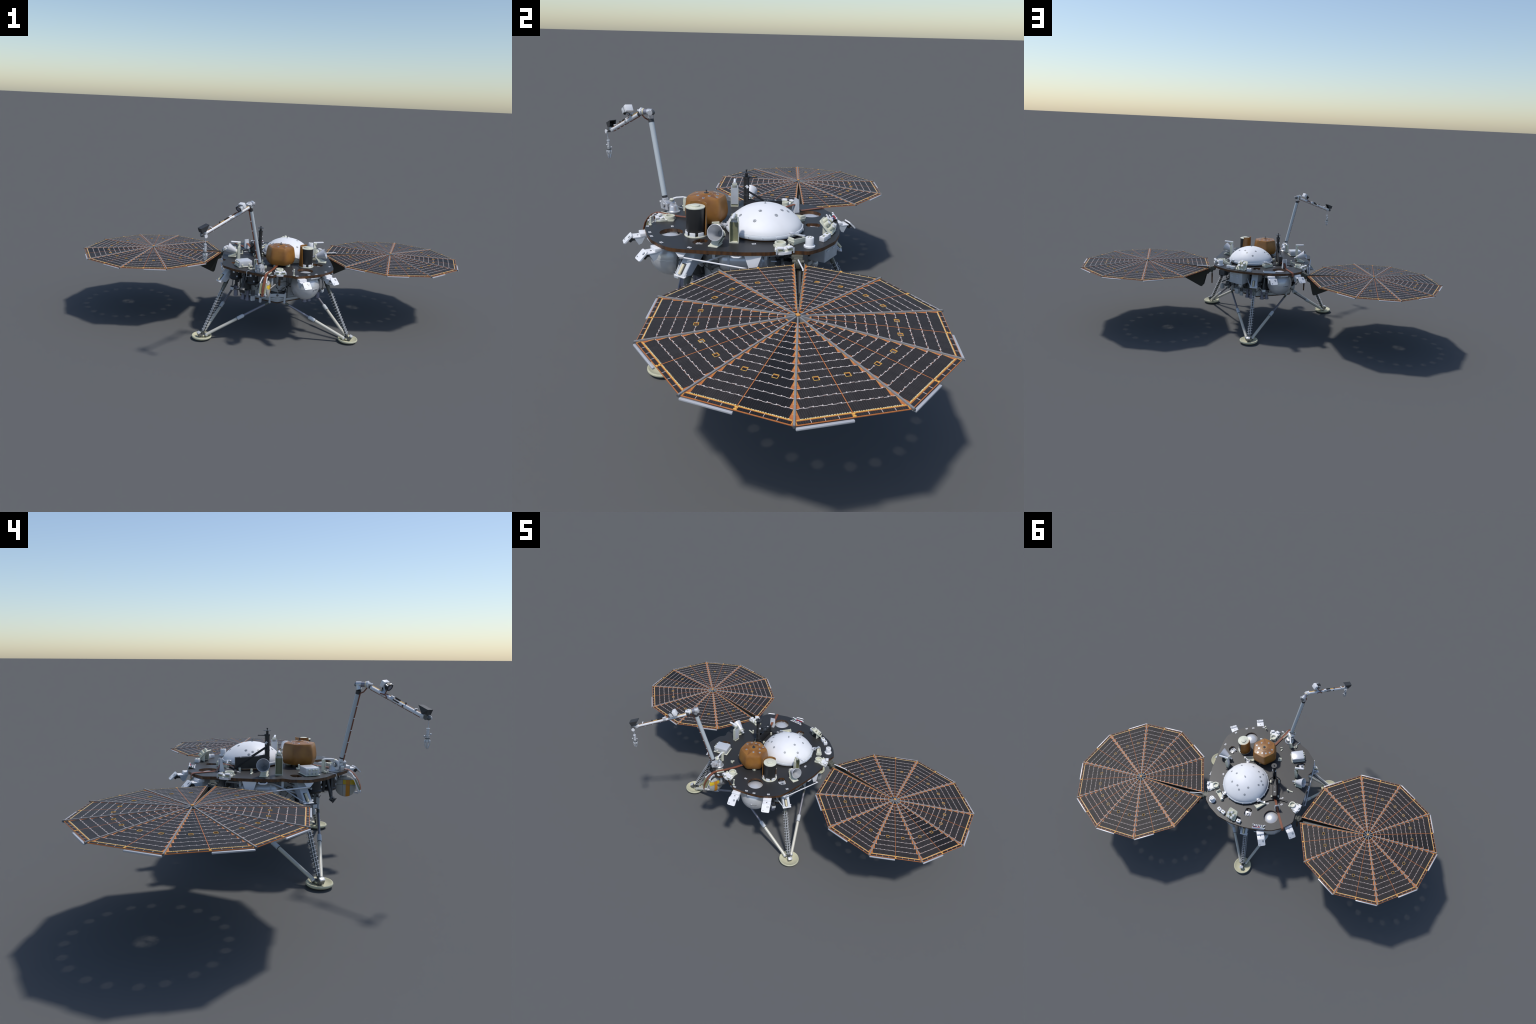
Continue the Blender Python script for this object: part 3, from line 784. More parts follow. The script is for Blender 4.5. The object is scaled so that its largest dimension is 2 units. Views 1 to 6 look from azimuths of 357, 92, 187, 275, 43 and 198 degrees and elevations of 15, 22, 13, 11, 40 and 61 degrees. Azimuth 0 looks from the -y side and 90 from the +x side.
# ------------------------------------------------------------------ amber six-sided instrument cover
OC = V((0.012, -0.1095, 0))
def hex_round(blend):
    def f(a):
        q = sum(max(0.0, cos(a - radians(15 + 60 * i))) ** 22 for i in range(6)) ** (-1 / 22)
        return q * 0.905 * (1 - blend) + blend * 0.97
    return f
p = Part()
p.lathe([(0.0, 0.368), (0.050, 0.368), (0.056, 0.3655), (0.061, 0.3670), (0.0665, 0.377), (0.0695, 0.389), (0.0700, 0.400), (0.0685, 0.415), (0.0655, 0.432), (0.0632, 0.4420), (0.0595, 0.4475)], OC, "kapton", n=96, radius=hex_round(0.08))
corner = [radians(15 + 30 + 60 * i) for i in range(6)]
pt = lambda r, a, z: V((OC.x + r * cos(a), OC.y + r * sin(a), z))
outer = [pt(0.0595 * hex_round(0.08)(corner[0] + 2 * pi * i / 48), corner[0] + 2 * pi * i / 48, 0.4475) for i in range(48)]
inner = [pt(0.024, corner[0] + pi / 6 + pi / 3 * i, 0.4540) for i in range(6)]
vs = outer + inner + [pt(0, 0, 0.4548)]
fs, ms = [], []
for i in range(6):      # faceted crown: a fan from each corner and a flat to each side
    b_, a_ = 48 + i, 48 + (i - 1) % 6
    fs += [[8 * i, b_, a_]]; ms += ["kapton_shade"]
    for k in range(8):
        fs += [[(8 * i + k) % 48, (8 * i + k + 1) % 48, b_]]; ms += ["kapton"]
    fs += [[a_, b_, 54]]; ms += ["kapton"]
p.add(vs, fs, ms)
cover = put("amber_cover", p, lander)
p = Part()
q = V((OC.x, OC.y, 0.4545))
p.lathe([(0, 0), (0.0165, 0), (0.0160, 0.0012), (0, 0.0016)], q, "kapton", n=24)
p.lathe([(0, 0.001), (0.0080, 0.001), (0.0075, 0.0028), (0, 0.0028)], q, "charcoal", n=16)
p.cyl(q + V((0, 0, 0.002)), q + V((0, 0, 0.0095)), 0.0013, "charcoal", n=8)
p.cyl(q + V((0, 0, 0.0085)), q + V((0, 0, 0.0115)), 0.0023, "charcoal", n=10)
put("grapple_post", p, cover)
for a, r in ((-46, .033), (-114, .036), (-4, .044), (26, .030), (178, .044), (56, .046), (88, .037), (119, .038), (148, .043)):
    a = radians(a); k = hex_round(0.08)(a)
    z = 0.4540 - max(0, r - 0.022) * 0.195
    nrm = V((0.22 * cos(a), 0.22 * sin(a), 1)).normalized()
    p = Part()
    ringed_dot(p, V((OC.x + r * cos(a), OC.y + r * sin(a), z + 0.0006)), nrm, 0.0044, "silver")
    put("target_dot", p, cover)
p = Part()
for i in range(3):
    a = radians(-50 + 100 * (i - 0) - (0 if i < 2 else -90)); d = V((cos(a), sin(a), 0))
    a = radians((-125, -38, 75)[i]); d = V((cos(a), sin(a), 0)); c = OC + d * 0.043
    p.lathe([(0, DECK), (0.0105, DECK), (0.0105, DECK + 0.002), (0.0085, DECK + 0.003), (0.0080, 0.369), (0, 0.369)], c, "cream_plastic", n=16)
    p.box(c + d * 0.010 + V((0, 0, 0.361)), (0.008, 0.004, 0.011), "cream_plastic", frame((0, 0, 1), d), 0.001)
p.cyl(OC + V((0.002, -0.012, DECK)), OC + V((0.002, -0.012, 0.369)), 0.0095, "kapton_dark", n=16)
put("cover_leg", p, cover)

# ------------------------------------------------------------------ black sensor can with amber wrap
CC = V((0.1365, -0.1245, 0))
p = Part()
p.lathe([(0, 0.362), (0.027, 0.362), (0.0292, 0.366), (0.0292, 0.4445), (0.0, 0.4445)], CC, "black_satin", n=48)
p.lathe([(0, DECK), (0.0355, DECK), (0.0355, DECK + 0.0022), (0, DECK + 0.0022)], CC, "cream_plastic", n=40)
p.lathe([(0, 0.444), (0.0300, 0.444), (0.0300, 0.4465), (0.0285, 0.4472), (0.0, 0.4472)], CC, "cream_plastic", n=48)
p.lathe([(0, 0.447), (0.0140, 0.447), (0.0140, 0.4515), (0.0130, 0.4520), (0, 0.4520)], CC, "cream_plastic", n=32)
for a in (-115, -60, -10, 40):
    d = V((cos(radians(a)), sin(radians(a)), 0))
    p.box(CC + d * 0.0305 + V((0, 0, 0.3635)), (0.003, 0.018, 0.013), "white_paint", frame((0, 0, 1), d), 0.0006)
can = put("sensor_can", p, lander)
p = Part()
rows = []
N = 28
for j, (z, grow) in enumerate(((DECK + 0.001, 12), (0.38, 8), (0.42, 0), (0.4545, -8))):
    a0, a1 = radians(78 - grow), radians(225 + grow)
    rows.append([V((CC.x + 0.0345 * cos(a0 + (a1 - a0) * i / N), CC.y + 0.0345 * sin(a0 + (a1 - a0) * i / N), z)) for i in range(N + 1)])
vs, fs = [], []
for row in rows:
    for q in row:
        d = (q - V((CC.x, CC.y, q.z))).normalized()
        vs += [q, q - d * 0.0022]
W = 2 * (N + 1)
for j in range(3):
    for i in range(N):
        for k in (0, 1):
            f = [j * W + 2 * i + k, j * W + 2 * i + 2 + k, (j + 1) * W + 2 * i + 2 + k, (j + 1) * W + 2 * i + k]
            fs.append(f if k == 0 else f[::-1])
    for i in (0, N):
        fs.append([j * W + 2 * i, j * W + 2 * i + 1, (j + 1) * W + 2 * i + 1, (j + 1) * W + 2 * i])
for i in range(N):
    fs += [[2 * i, 2 * i + 1, 2 * i + 3, 2 * i + 2], [3 * W + 2 * i, 3 * W + 2 * i + 2, 3 * W + 2 * i + 3, 3 * W + 2 * i + 1]]
p.add(vs, fs, "kapton")
put("amber_wrap", p, can)

# ------------------------------------------------------------------ penetrator mast with its black truss
MC = V((-0.081, 0.0125, 0))
p = Part()
p.cyl(MC + V((0, 0, 0.357)), MC + V((0, 0, 0.489)), 0.0094, "black_satin", n=8)
p.cyl(MC + V((0, 0, 0.485)), MC + V((0, 0, 0.492)), 0.0108, "black_satin", n=12)
p.cyl(MC + V((0, 0, 0.489)), MC + V((0, 0, 0.506)), 0.0048, "black_satin", n=12)
p.lathe([(0, 0), (0.0145, 0), (0.0145, 0.0014), (0, 0.0014)], MC + V((0, 0, 0.505)), "charcoal", n=24)
p.cyl(MC + V((0, 0, 0.506)), MC + V((0, 0, 0.512)), 0.0016, "black_satin", n=8)
p.cyl(MC + V((0, 0, 0.511)), MC + V((0, 0, 0.5155)), 0.0030, "black_satin", n=10)
p.cyl(MC + V((-0.002, 0.006, 0.487)), MC + V((-0.006, 0.036, 0.488)), 0.0020, "black_satin", n=8)
for k in (0, 1, 2):
    p.cyl(MC + V((0, 0, 0.40 + 0.028 * k)), MC + V((0, 0, 0.404 + 0.028 * k)), 0.0104, "charcoal", n=8)
p.box(MC + V((-0.0085, 0.003, 0.459)), (0.0022, 0.008, 0.010), "white_paint", Matrix.Rotation(0.7, 3, "X"))
p.box(MC + V((0.0090, 0.003, 0.459)), (0.0022, 0.008, 0.010), "white_paint", Matrix.Rotation(0.7, 3, "X"))
mast = put("probe_mast", p, lander)
p = Part()
tip = V((-0.1155, 0.131, 0)); ax = (tip - MC); ax.z = 0; L = ax.length; ax.normalize(); sd = V((-ax.y, ax.x, 0))
for k in (-1, 1):
    s = sd * (0.0085 * k)
    p.plate([MC + s + V((0, 0, 0.362)), tip + s + V((0, 0, 0.362)), tip + s + V((0, 0, 0.405)), MC + ax * 0.035 + s + V((0, 0, 0.408)), MC + s + V((0, 0, 0.412))], sd * 0.002, "black_satin")
p.plate([MC + sd * 0.0085 + ax * 0.03 + V((0, 0, 0.4075)), MC - sd * 0.0085 + ax * 0.03 + V((0, 0, 0.4075)), tip - sd * 0.0085 + V((0, 0, 0.403)), tip + sd * 0.0085 + V((0, 0, 0.403))], (0, 0, 0.002), "black_satin")
p.plate([MC + sd * 0.0085 + V((0, 0, 0.363)), MC - sd * 0.0085 + V((0, 0, 0.363)), tip - sd * 0.0085 + V((0, 0, 0.363)), tip + sd * 0.0085 + V((0, 0, 0.363))], (0, 0, 0.002), "black_satin")
p.box(tip + V((0, 0, 0.3835)), (0.002, 0.017, 0.042), "black_satin", frame((0, 0, 1), ax))
for k in (-1, 1):
    p.cyl(MC + sd * (0.007 * k) + V((0, 0, 0.444)), tip + sd * (0.011 * k) + ax * 0.004 + V((0, 0, 0.364)), 0.0024, "black_matt", n=8)
    e = tip + ax * 0.012 + sd * (0.060 * k)
    p.strap([tip + V((0, 0, 0.3605)), tip + ax * 0.004 + sd * (0.03 * k) + V((0, 0, 0.3605)), e + V((0, 0, 0.360))], ax, 0.008, 0.004, "black_satin")
    p.cyl(e + V((0, 0, 0.3565)), e + V((0, 0, 0.360)), 0.0075, "black_satin", n=14)
    b = MC + ax * 0.008 + sd * (0.022 * k)
    p.tube([MC + sd * (0.006 * k) + V((0, 0, 0.385)), b + V((0, 0, 0.378)), b + sd * (0.006 * k) + V((0, 0, 0.358))], 0.0026, "black_satin", n=8)
    p.box(b - ax * 0.001 + ax * 0.012 + V((0, 0, 0.3625)), (0.020, 0.008, 0.013), "cream_plastic", frame((0, 0, 1), ax), 0.001)
    p.cyl(tip - ax * 0.014 + sd * (0.018 * k) + V((0, 0, DECK)), tip - ax * 0.014 + sd * (0.018 * k) + V((0, 0, 0.368)), 0.0045, "cream_plastic", n=12)
p.strap([MC + sd * 0.012 + V((0, 0, 0.3585)), tip - ax * 0.03 + sd * 0.014 + V((0, 0, 0.3585)), tip + sd * 0.0 + V((0, 0, 0.3595))], sd, 0.004, 0.004, "kapton_dark")
for k in (-1, 1):
    target_mark(p, (tip - ax * (0.035 + 0.014 * k)).to_2d(), 0.2, 0.405, 0.0036)
put("mast_truss", p, mast)

# ribbon harness from the truss over a stand and off the back edge
p = Part()
p.strap([tip + V((0, 0, 0.366)), tip + V((-0.012, 0.020, 0.378)), (-0.1395, 0.178, 0.3840), (-0.1440, 0.1860, 0.378), (-0.1490, 0.1935, 0.366), (-0.1530, 0.1985, 0.3585), (-0.160, 0.211, 0.3578), (-0.196, 0.274, 0.3578), (-0.2005, 0.2815, 0.3560), (-0.2025, 0.2850, 0.350), (-0.2025, 0.2850, 0.338)], (0.9, 0.45, 0.05), 0.0115, 0.0016, "ribbon_brown")
put("ribbon_cable", p, lander)
p = Part()
d = V((-0.42, 0.80, 0)).normalized(); s = V((d.y, -d.x, 0)); c = V((-0.1435, 0.1835, 0))
for k in (-1, 1):
    p.plate([c + s * (0.0105 * k) - d * 0.012 + V((0, 0, DECK)), c + s * (0.0105 * k) + d * 0.008 + V((0, 0, DECK)), c + s * (0.0105 * k) + d * 0.004 + V((0, 0, 0.403)), c + s * (0.0105 * k) + V((0, 0, 0.405))], s * 0.0022, "white_paint")
p.plate([c - s * 0.0105 - d * 0.001 + V((0, 0, 0.405)), c + s * 0.0105 - d * 0.001 + V((0, 0, 0.405)), c + s * 0.0105 - d * 0.011 + V((0, 0, DECK)), c - s * 0.0105 - d * 0.011 + V((0, 0, DECK))], d * 0.002, "bracket_grey")
put("cable_stand", p, lander)

# ------------------------------------------------------------------ front ribbon, guide and quilted spool
p = Part()
p.strap([(-0.006, -0.160, 0.3655), (-0.012, -0.172, 0.3635), (-0.024, -0.200, 0.3605), (-0.045, -0.245, 0.3590), (-0.062, -0.283, 0.3600), (-0.0665, -0.298, 0.3590), (-0.0695, -0.312, 0.3520), (-0.0735, -0.327, 0.3370), (-0.0780, -0.3390, 0.3180), (-0.0810, -0.3460, 0.2960), (-0.0822, -0.3475, 0.2720)], (0.93, -0.36, 0), 0.0112, 0.0018, "ribbon_brown")
put("ribbon_cable", p, lander)
p = Part()
rd = V((-0.43, -0.90, 0)).normalized(); rs = V((-rd.y, rd.x, 0))
for k in (-1, 1):
    p.box(V((-0.054, -0.267, 0.3585)) + rs * (0.0085 * k), (0.036, 0.003, 0.006), "cream_plastic", frame((0, 0, 1), rd), 0.0008)
put("cable_guide", p, lander)
p = Part()
p.lathe([(0, -0.0115), (0.016, -0.0107), (0.030, -0.0085), (0.0385, -0.0050), (0.0412, -0.002), (0.0412, 0.002), (0.0385, 0.0050), (0.030, 0.0085), (0.016, 0.0107), (0, 0.0115)], (0, 0, 0), "spool_quilt", axis=(1, -0.05, 0), n=48)
spool = put("cable_spool", p, lander, Matrix.Translation((-0.0545, -0.2915, 0.2905)) @ Matrix.Rotation(radians(-5), 4, "Z"))
p = Part()
a0, a1 = V((-0.078, -0.3235, 0.3275)), V((-0.0835, -0.3435, 0.2850))
p.plate([a0 + V((-0.0145, 0, 0)), a0 + V((0.0145, 0, 0)), a1 + V((0.0145, 0, 0)), a1 + V((-0.0145, 0, 0))], (0, 0.0055, -0.0025), "pad_olive")
put("cable_pad", p, lander)
p = Part()
for k in (-1, 1):
    o = V((0.0135 * k, 0, 0))
    p.strap([V((-0.066, -0.296, 0.346)) + o * 0.6, V((-0.069, -0.303, 0.351)) + o * 0.7, V((-0.073, -0.312, 0.345)) + o * 0.8, a0 + o + V((0, 0.002, 0.002))], (1, -0.3, 0), 0.0042, 0.0030, "white_paint")
    p.strap([a0 + o * 1.1 + V((0, 0.004, 0)), a1 + o * 1.1 + V((0, 0.005, -0.003)), V((-0.079, -0.338, 0.2720)) + o * 0.9, V((-0.068, -0.322, 0.2700)) + o * 0.5], (1, 0, 0), 0.0032, 0.0032, "white_paint")
    p.box(a0 + o + V((0, -0.001, 0.002)), (0.006, 0.006, 0.006), "white_paint", None, 0.001)
    p.box(a1 + o + V((0, -0.001, -0.004)), (0.006, 0.006, 0.010), "white_paint", None, 0.001)
p.box((-0.036, -0.275, 0.315), (0.006, 0.010, 0.05), "bracket_grey", None, 0.001)
p.cyl((-0.045, -0.291, 0.291), (-0.02, -0.27, 0.305), 0.006, "gun_metal", n=12)
p.box((-0.020, -0.262, 0.318), (0.010, 0.014, 0.036), "gun_metal", None, 0.001)
p.box((0.000, -0.250, 0.310), (0.010, 0.008, 0.030), "kapton_dark", None, 0.001)
p.box((0.006, -0.252, 0.333), (0.020, 0.020, 0.014), "charcoal", None, 0.002)
p.tube([(0.006, -0.24, 0.32), (0.0, -0.235, 0.300), (0.002, -0.20, 0.28), (0.002, -0.19, 0.24)], 0.0018, "silver", n=6)
put("spool_frame", p, lander)

# ------------------------------------------------------------------ horn antennas and box posts
def horn(mouth, axis, base, n=40):
    p = Part(); m, a = V(mouth), V(axis).normalized()
    L = 0.046
    p.lathe([(0.0055, -L - 0.012), (0.0075, -L - 0.010), (0.0075, -L - 0.002), (0.0098, -L - 0.002), (0.0102, -L), (0.0248, 0.0), (0.0236, 0.0004), (0.0088, -L + 0.003), (0.0, -L + 0.003)], m, ["horn_grey"] * 6 + ["silver"] + ["gun_metal"], axis=a, n=n)
    p.cyl(m - a * (L + 0.022), m - a * (L + 0.010), 0.0048, "silver", n=14)
    p.lathe([(0.0098, -L - 0.004), (0.0125, -L - 0.004), (0.0125, -L + 0.000), (0.0098, -L + 0.000)], m, "cream_plastic", axis=a, n=24)
    b = V((*base, DECK)); h = V((a.x, a.y, 0)).normalized(); s = V((-h.y, h.x, 0))
    p.box(b + V((0, 0, 0.0025)), (0.040, 0.030, 0.004), "cream_plastic", frame((0, 0, 1), h), 0.001)
    th = m - a * (L + 0.002)
    # curved saddle from throat to foot plate
    w = 0.0125
    row = [th + V((0, 0, -0.009)), th * 0.72 + (b + h * -0.004) * 0.28 + V((0, 0, -0.002)), b - h * 0.008 + V((0, 0, 0.013)), b + h * 0.012 + V((0, 0, 0.0045))]
    p.strap(row, s, 0.024, 0.003, "cream_plastic")
    for k in (-1, 1):
        p.plate([th + s * (w * k) + V((0, 0, 0.002)), th + s * (w * k) - V((0, 0, 0.008)), b + h * 0.014 + s * (w * k) + V((0, 0, 0.004)), b - h * 0.014 + s * (w * k) + V((0, 0, 0.004)), th - h * 0.006 + s * (w * k)], s * 0.0022, "cream_plastic")
    return p
put("horn_antenna", horn((0.2405, -0.0505, 0.4010), (0.90, -0.26, 0.36), (0.226, -0.052)), lander)
put("horn_antenna", horn((-0.2435, 0.0150, 0.4010), (-0.92, 0.08, 0.40), (-0.218, 0.013)), lander)

def box_post(c, out, h, nub):
    """Channel post open on its outer face, with a round rod at the top."""
    p = Part(); c = V((*c, 0)); d = V(out).normalized(); s = V((-d.y, d.x, 0)); X = frame((0, 0, 1), d)
    z0, z1 = DECK, h; H = z1 - z0; w, t = 0.0130, 0.0018
    body = H * 0.74
    p.box(c - d * 0.006 + V((0, 0, z0 + H / 2)), (t, 2 * w * 0.98, H * 0.80), "bracket_grey", X)
    p.box(c - d * 0.006 + V((0, 0, z0 + H * 0.9)), (t, 0.017, H * 0.2), "cream_plastic", X)
    for k in (-1, 1):
        p.box(c + s * (w * k) + V((0, 0, z0 + body / 2)), (0.014, t, body), "cream_plastic", X)
        p.plate([c + s * (w * k) - d * 0.006 + V((0, 0, z0 + body)), c + s * (w * k) + d * 0.006 + V((0, 0, z0 + body)), c + s * (0.007 * k) + V((0, 0, z1 - 0.010)), c + s * (0.007 * k) - d * 0.006 + V((0, 0, z1 - 0.008))], s * t, "cream_plastic")
    p.box(c + V((0, 0, z0 + 0.0015)), (0.016, 2 * w + t, 0.003), "cream_plastic", X)
    p.box(c - d * 0.0048 + V((0, 0, z0 + body / 2)), (0.001, 2 * w - 0.002, body - 0.006), "pad_olive", X)
    for k in (-1, 1):
        p.box(c + s * ((w - t) * k) + V((0, 0, z0 + body / 2)), (0.012, 0.001, body - 0.006), "pad_olive", X)
    n0 = c - d * 0.007 + V((0, 0, z1 - 0.001)); n1 = V(nub)
    p.cyl(n0, n1, 0.0044, "white_paint", n=16); p.ball(n1, 0.0044, "white_paint", 14)
    p.box(n0 + (n1 - n0) * 0.2 - V((0, 0, 0.006)), (0.014, 0.012, 0.012), "cream_plastic", X, 0.002)
    return p
put("antenna_post", box_post((0.1925, 0.0005), (1, -0.02, 0), 0.4425, (0.231, 0.0, 0.4442)), lander)
put("antenna_post", box_post((-0.1875, -0.0385), (-1, -0.06, 0), 0.4425, (-0.224, -0.042, 0.4442)), lander)

# slim post with a bent rod beside the arm
p = Part()
X = Matrix.Rotation(radians(-20), 3, "Z")
for k in (-1, 1):
    p.box(V((-0.110, -0.203, 0.3795)) + X @ V((0.0055 * k, 0, 0)), (0.0020, 0.011, 0.048), "cream_plastic", X)
p.box(V((-0.110, -0.203, 0.3795)) + X @ V((0, 0.005, 0)), (0.012, 0.002, 0.048), "cream_plastic", X)
p.tube([(-0.110, -0.200, 0.402), (-0.107, -0.210, 0.4045), (-0.100, -0.232, 0.4040), (-0.096, -0.243, 0.401)], 0.0034, "white_paint", n=12)
p.lathe([(0, 0), (0.0072, 0), (0.0080, 0.002), (0.0050, 0.005), (0, 0.006)], (-0.094, -0.247, 0.3975), "cream_plastic", n=18)
p.cyl((-0.094, -0.247, 0.392), (-0.094, -0.247, 0.399), 0.0042, "cream_plastic", n=12)
put("antenna_rod", p, lander)
p = Part()   # jointed cream clevis lying next to it
p.cyl((-0.110, -0.202, 0.360), (-0.140, -0.212, 0.360), 0.0022, "cream_plastic", n=8)
for k in (-1, 0, 1):
    p.ball((-0.141, -0.2125 + 0.0055 * k, 0.360 + 0.003 * abs(k)), 0.0036, "cream_plastic", 10)
p.box((-0.128, -0.208, 0.3575), (0.014, 0.008, 0.004), "cream_plastic", None, 0.001)
p.box((-0.066, -0.172, 0.358), (0.014, 0.006, 0.005), "cream_plastic", Matrix.Rotation(1.2, 3, "Z"), 0.001)
p.box((-0.0625, -0.182, 0.362), (0.012, 0.004, 0.013), "cream_plastic", Matrix.Rotation(0.3, 3, "Z"), 0.001)
p.box((-0.073, -0.110, 0.359), (0.020, 0.020, 0.006), "cream_plastic", Matrix.Rotation(0.2, 3, "Z"), 0.001)
p.cyl((-0.073, -0.110, 0.359), (-0.073, -0.110, 0.376), 0.0036, "cream_plastic", n=10)
p.box((-0.180, 0.0625, 0.3575), (0.034, 0.006, 0.004), "cream_plastic", Matrix.Rotation(-0.1, 3, "Z"), 0.001)
p.cyl((-0.168, 0.064, DECK), (-0.168, 0.064, 0.372), 0.0042, "cream_plastic", n=12)
put("tie_down", p, lander)

# ------------------------------------------------------------------ white electronics box with round connectors
p = Part()
bc = V((-0.165, -0.150, 0.3718)); e1 = V((-0.061, -0.026, 0)).normalized(); X = frame((0, 0, 1), e1)
p.box(bc, (0.066, 0.053, 0.0275), "white_box", X, 0.003)
p.box(bc - V((0, 0, 0.0135)), (0.072, 0.058, 0.0028), "cream_plastic", X, 0.0008)
for a in (-0.014, 0.002, 0.014):
    for z in (-0.006, 0.006):
        q = bc + X @ V((0.033, a, z))
        p.cyl(q, q + e1 * 0.005, 0.0036, "cream_plastic", n=12)
for a in (-0.018, 0.018):
    q = bc + X @ V((a, 0.0265, -0.004)); p.cyl(q, q + X @ V((0, 0.005, 0)), 0.004, "cream_plastic", n=12)
put("white_unit", p, lander)

# ------------------------------------------------------------------ ring mounts (three)
def ring_mount(c, a):
    p = Part(); c = V((*c, 0)); d = V((cos(a), sin(a), 0)); s = V((-d.y, d.x, 0)); X = frame((0, 0, 1), d)
    M = Matrix.Translation(c) @ Matrix.Rotation(a, 4, "Z")
    p.prism(rounded([(-0.0165, -0.017), (0.014, -0.017), (0.014, 0.017), (-0.0165, 0.017)], 0.004, 3), DECK, DECK + 0.004, "cream_plastic", "cream_plastic", M=M)
    p.lathe([(0, 0.3605), (0.0120, 0.3605), (0.0120, 0.371), (0.0165, 0.371), (0.0172, 0.369), (0.0165, 0.356), (0, 0.356)], c, "cream_plastic", n=40)
    p.prism(rounded([(0.004, -0.018), (0.016, -0.022), (0.028, -0.028), (0.043, -0.027), (0.042, -0.006), (0.037, 0.0), (0.042, 0.006), (0.043, 0.027), (0.028, 0.028), (0.016, 0.022), (0.004, 0.018)], 0.004, 3), 0.3560, 0.3615, "white_paint", "cream_plastic", M=M)
    p.prism(rounded([(0.030, -0.022), (0.044, -0.021), (0.047, 0.0), (0.044, 0.021), (0.030, 0.022)], 0.005, 3), 0.3480, 0.3556, "white_paint", "white_paint", M=M)
    for k in (-1, 1):
        p.box(c + d * 0.039 + s * (0.0145 * k) + V((0, 0, 0.3675)), (0.0125, 0.0190, 0.006), "white_paint", frame((0, 0, 1), d + s * 0.35 * k), 0.0024)
        p.box(c + d * 0.040 + s * (0.0145 * k) + V((0, 0, 0.3630)), (0.009, 0.014, 0.004), "pad_olive", frame((0, 0, 1), d))
        p.box(c + d * 0.042 + s * (0.0265 * k) + V((0, 0, 0.358)), (0.003, 0.003, 0.016), "bracket_grey", X)
        p.plate([c + d * 0.012 + s * (0.018 * k) + V((0, 0, 0.362)), c + d * 0.030 + s * (0.020 * k) + V((0, 0, 0.362)), c + d * 0.016 + s * (0.021 * k) + V((0, 0, 0.370))], s * 0.003, "cream_plastic")
    return p
put("ring_mount", ring_mount((0.0005, -0.2345), radians(-90)), lander)
put("ring_mount", ring_mount((0.2165, 0.1390), radians(22)), lander)
put("ring_mount", ring_mount((-0.2150, 0.1400), radians(158)), lander)
p = Part()
p.cyl((0.061, -0.285, DECK), (0.061, -0.285, 0.358), 0.0052, "cream_plastic", n=14)
p.cyl((0.0605, -0.284, 0.357), (0.0610, -0.282, 0.3835), 0.0024, "cream_plastic", n=10)
p.cyl((0.061, -0.282, 0.383), (0.061, -0.282, 0.3855), 0.0038, "cream_plastic", n=10)
put("peg", p, lander)

# ------------------------------------------------------------------ retro-reflector tubes on a tilted plate
p = Part()
c = V((0.073, 0.284, 0.380)); d = V((0.30, 0.95, 0)).normalized(); s = V((-d.y, d.x, 0))
n = (d * 0.72 + V((0, 0, 0.70))).normalized(); u = n.cross(s)
if u.z < 0: u = -u
M = Matrix(((s.x, u.x, n.x, c.x), (s.y, u.y, n.y, c.y), (s.z, u.z, n.z, c.z), (0, 0, 0, 1)))
p.prism(rounded([(-0.030, -0.030), (0.030, -0.030), (0.025, 0.029), (-0.025, 0.029)], 0.009, 4), -0.003, 0.001, "cream_plastic", "cream_plastic", M=M)
for i in range(5):
    a = radians(90 + 72 * i)
    q = M @ V((0.0155 * cos(a), 0.0155 * sin(a) + 0.002, 0.001))
    p.cyl(q, q + n * 0.016, 0.0072, "cream_plastic", n=18); p.cyl(q + n * 0.0158, q + n * 0.0168, 0.0064, "white_paint", n=18)
for k in (-1, 1):
    e = c + s * (0.019 * k)
    p.plate([e - u * 0.022, e + u * 0.016, V((e.x, e.y, DECK)) - d * 0.010], s * 0.003, "cream_plastic")
    p.plate([e * 1.0 - u * 0.026 + n * 0.001, e - u * 0.02 + n * 0.012, e - u * 0.02 + n * 0.001], s * 0.004, "cream_plastic")
put("reflector_stand", p, lander)
p = Part()
for c, a in (((0.1495, 0.2685), -0.6), ((0.1250, 0.2800), -0.5), ((0.0310, 0.3060), -0.15)):
    X = Matrix.Rotation(a, 3, "Z")
    p.box((c[0], c[1], 0.3635), (0.022, 0.017, 0.015), "white_paint", X, 0.001)
    p.box((c[0], c[1], 0.3715), (0.008, 0.006, 0.001), "pad_olive", X)
put("white_block", p, lander)
p = Part()
c = V((0.2055, 0.2250, 0))
p.lathe([(0, DECK), (0.0170, DECK), (0.0172, DECK + 0.0045), (0.0125, DECK + 0.0050), (0.0125, 0.3845), (0.0118, 0.3855), (0, 0.3855)], c, "white_paint", n=32)
for a in range(4):
    d = V((cos(a * pi / 2 + 0.5), sin(a * pi / 2 + 0.5), 0)) * 0.0055
    p.cyl(c + d + V((0, 0, 0.385)), c + d + V((0, 0, 0.3862)), 0.0020, "pad_olive", n=8)
put("round_sensor", p, lander)

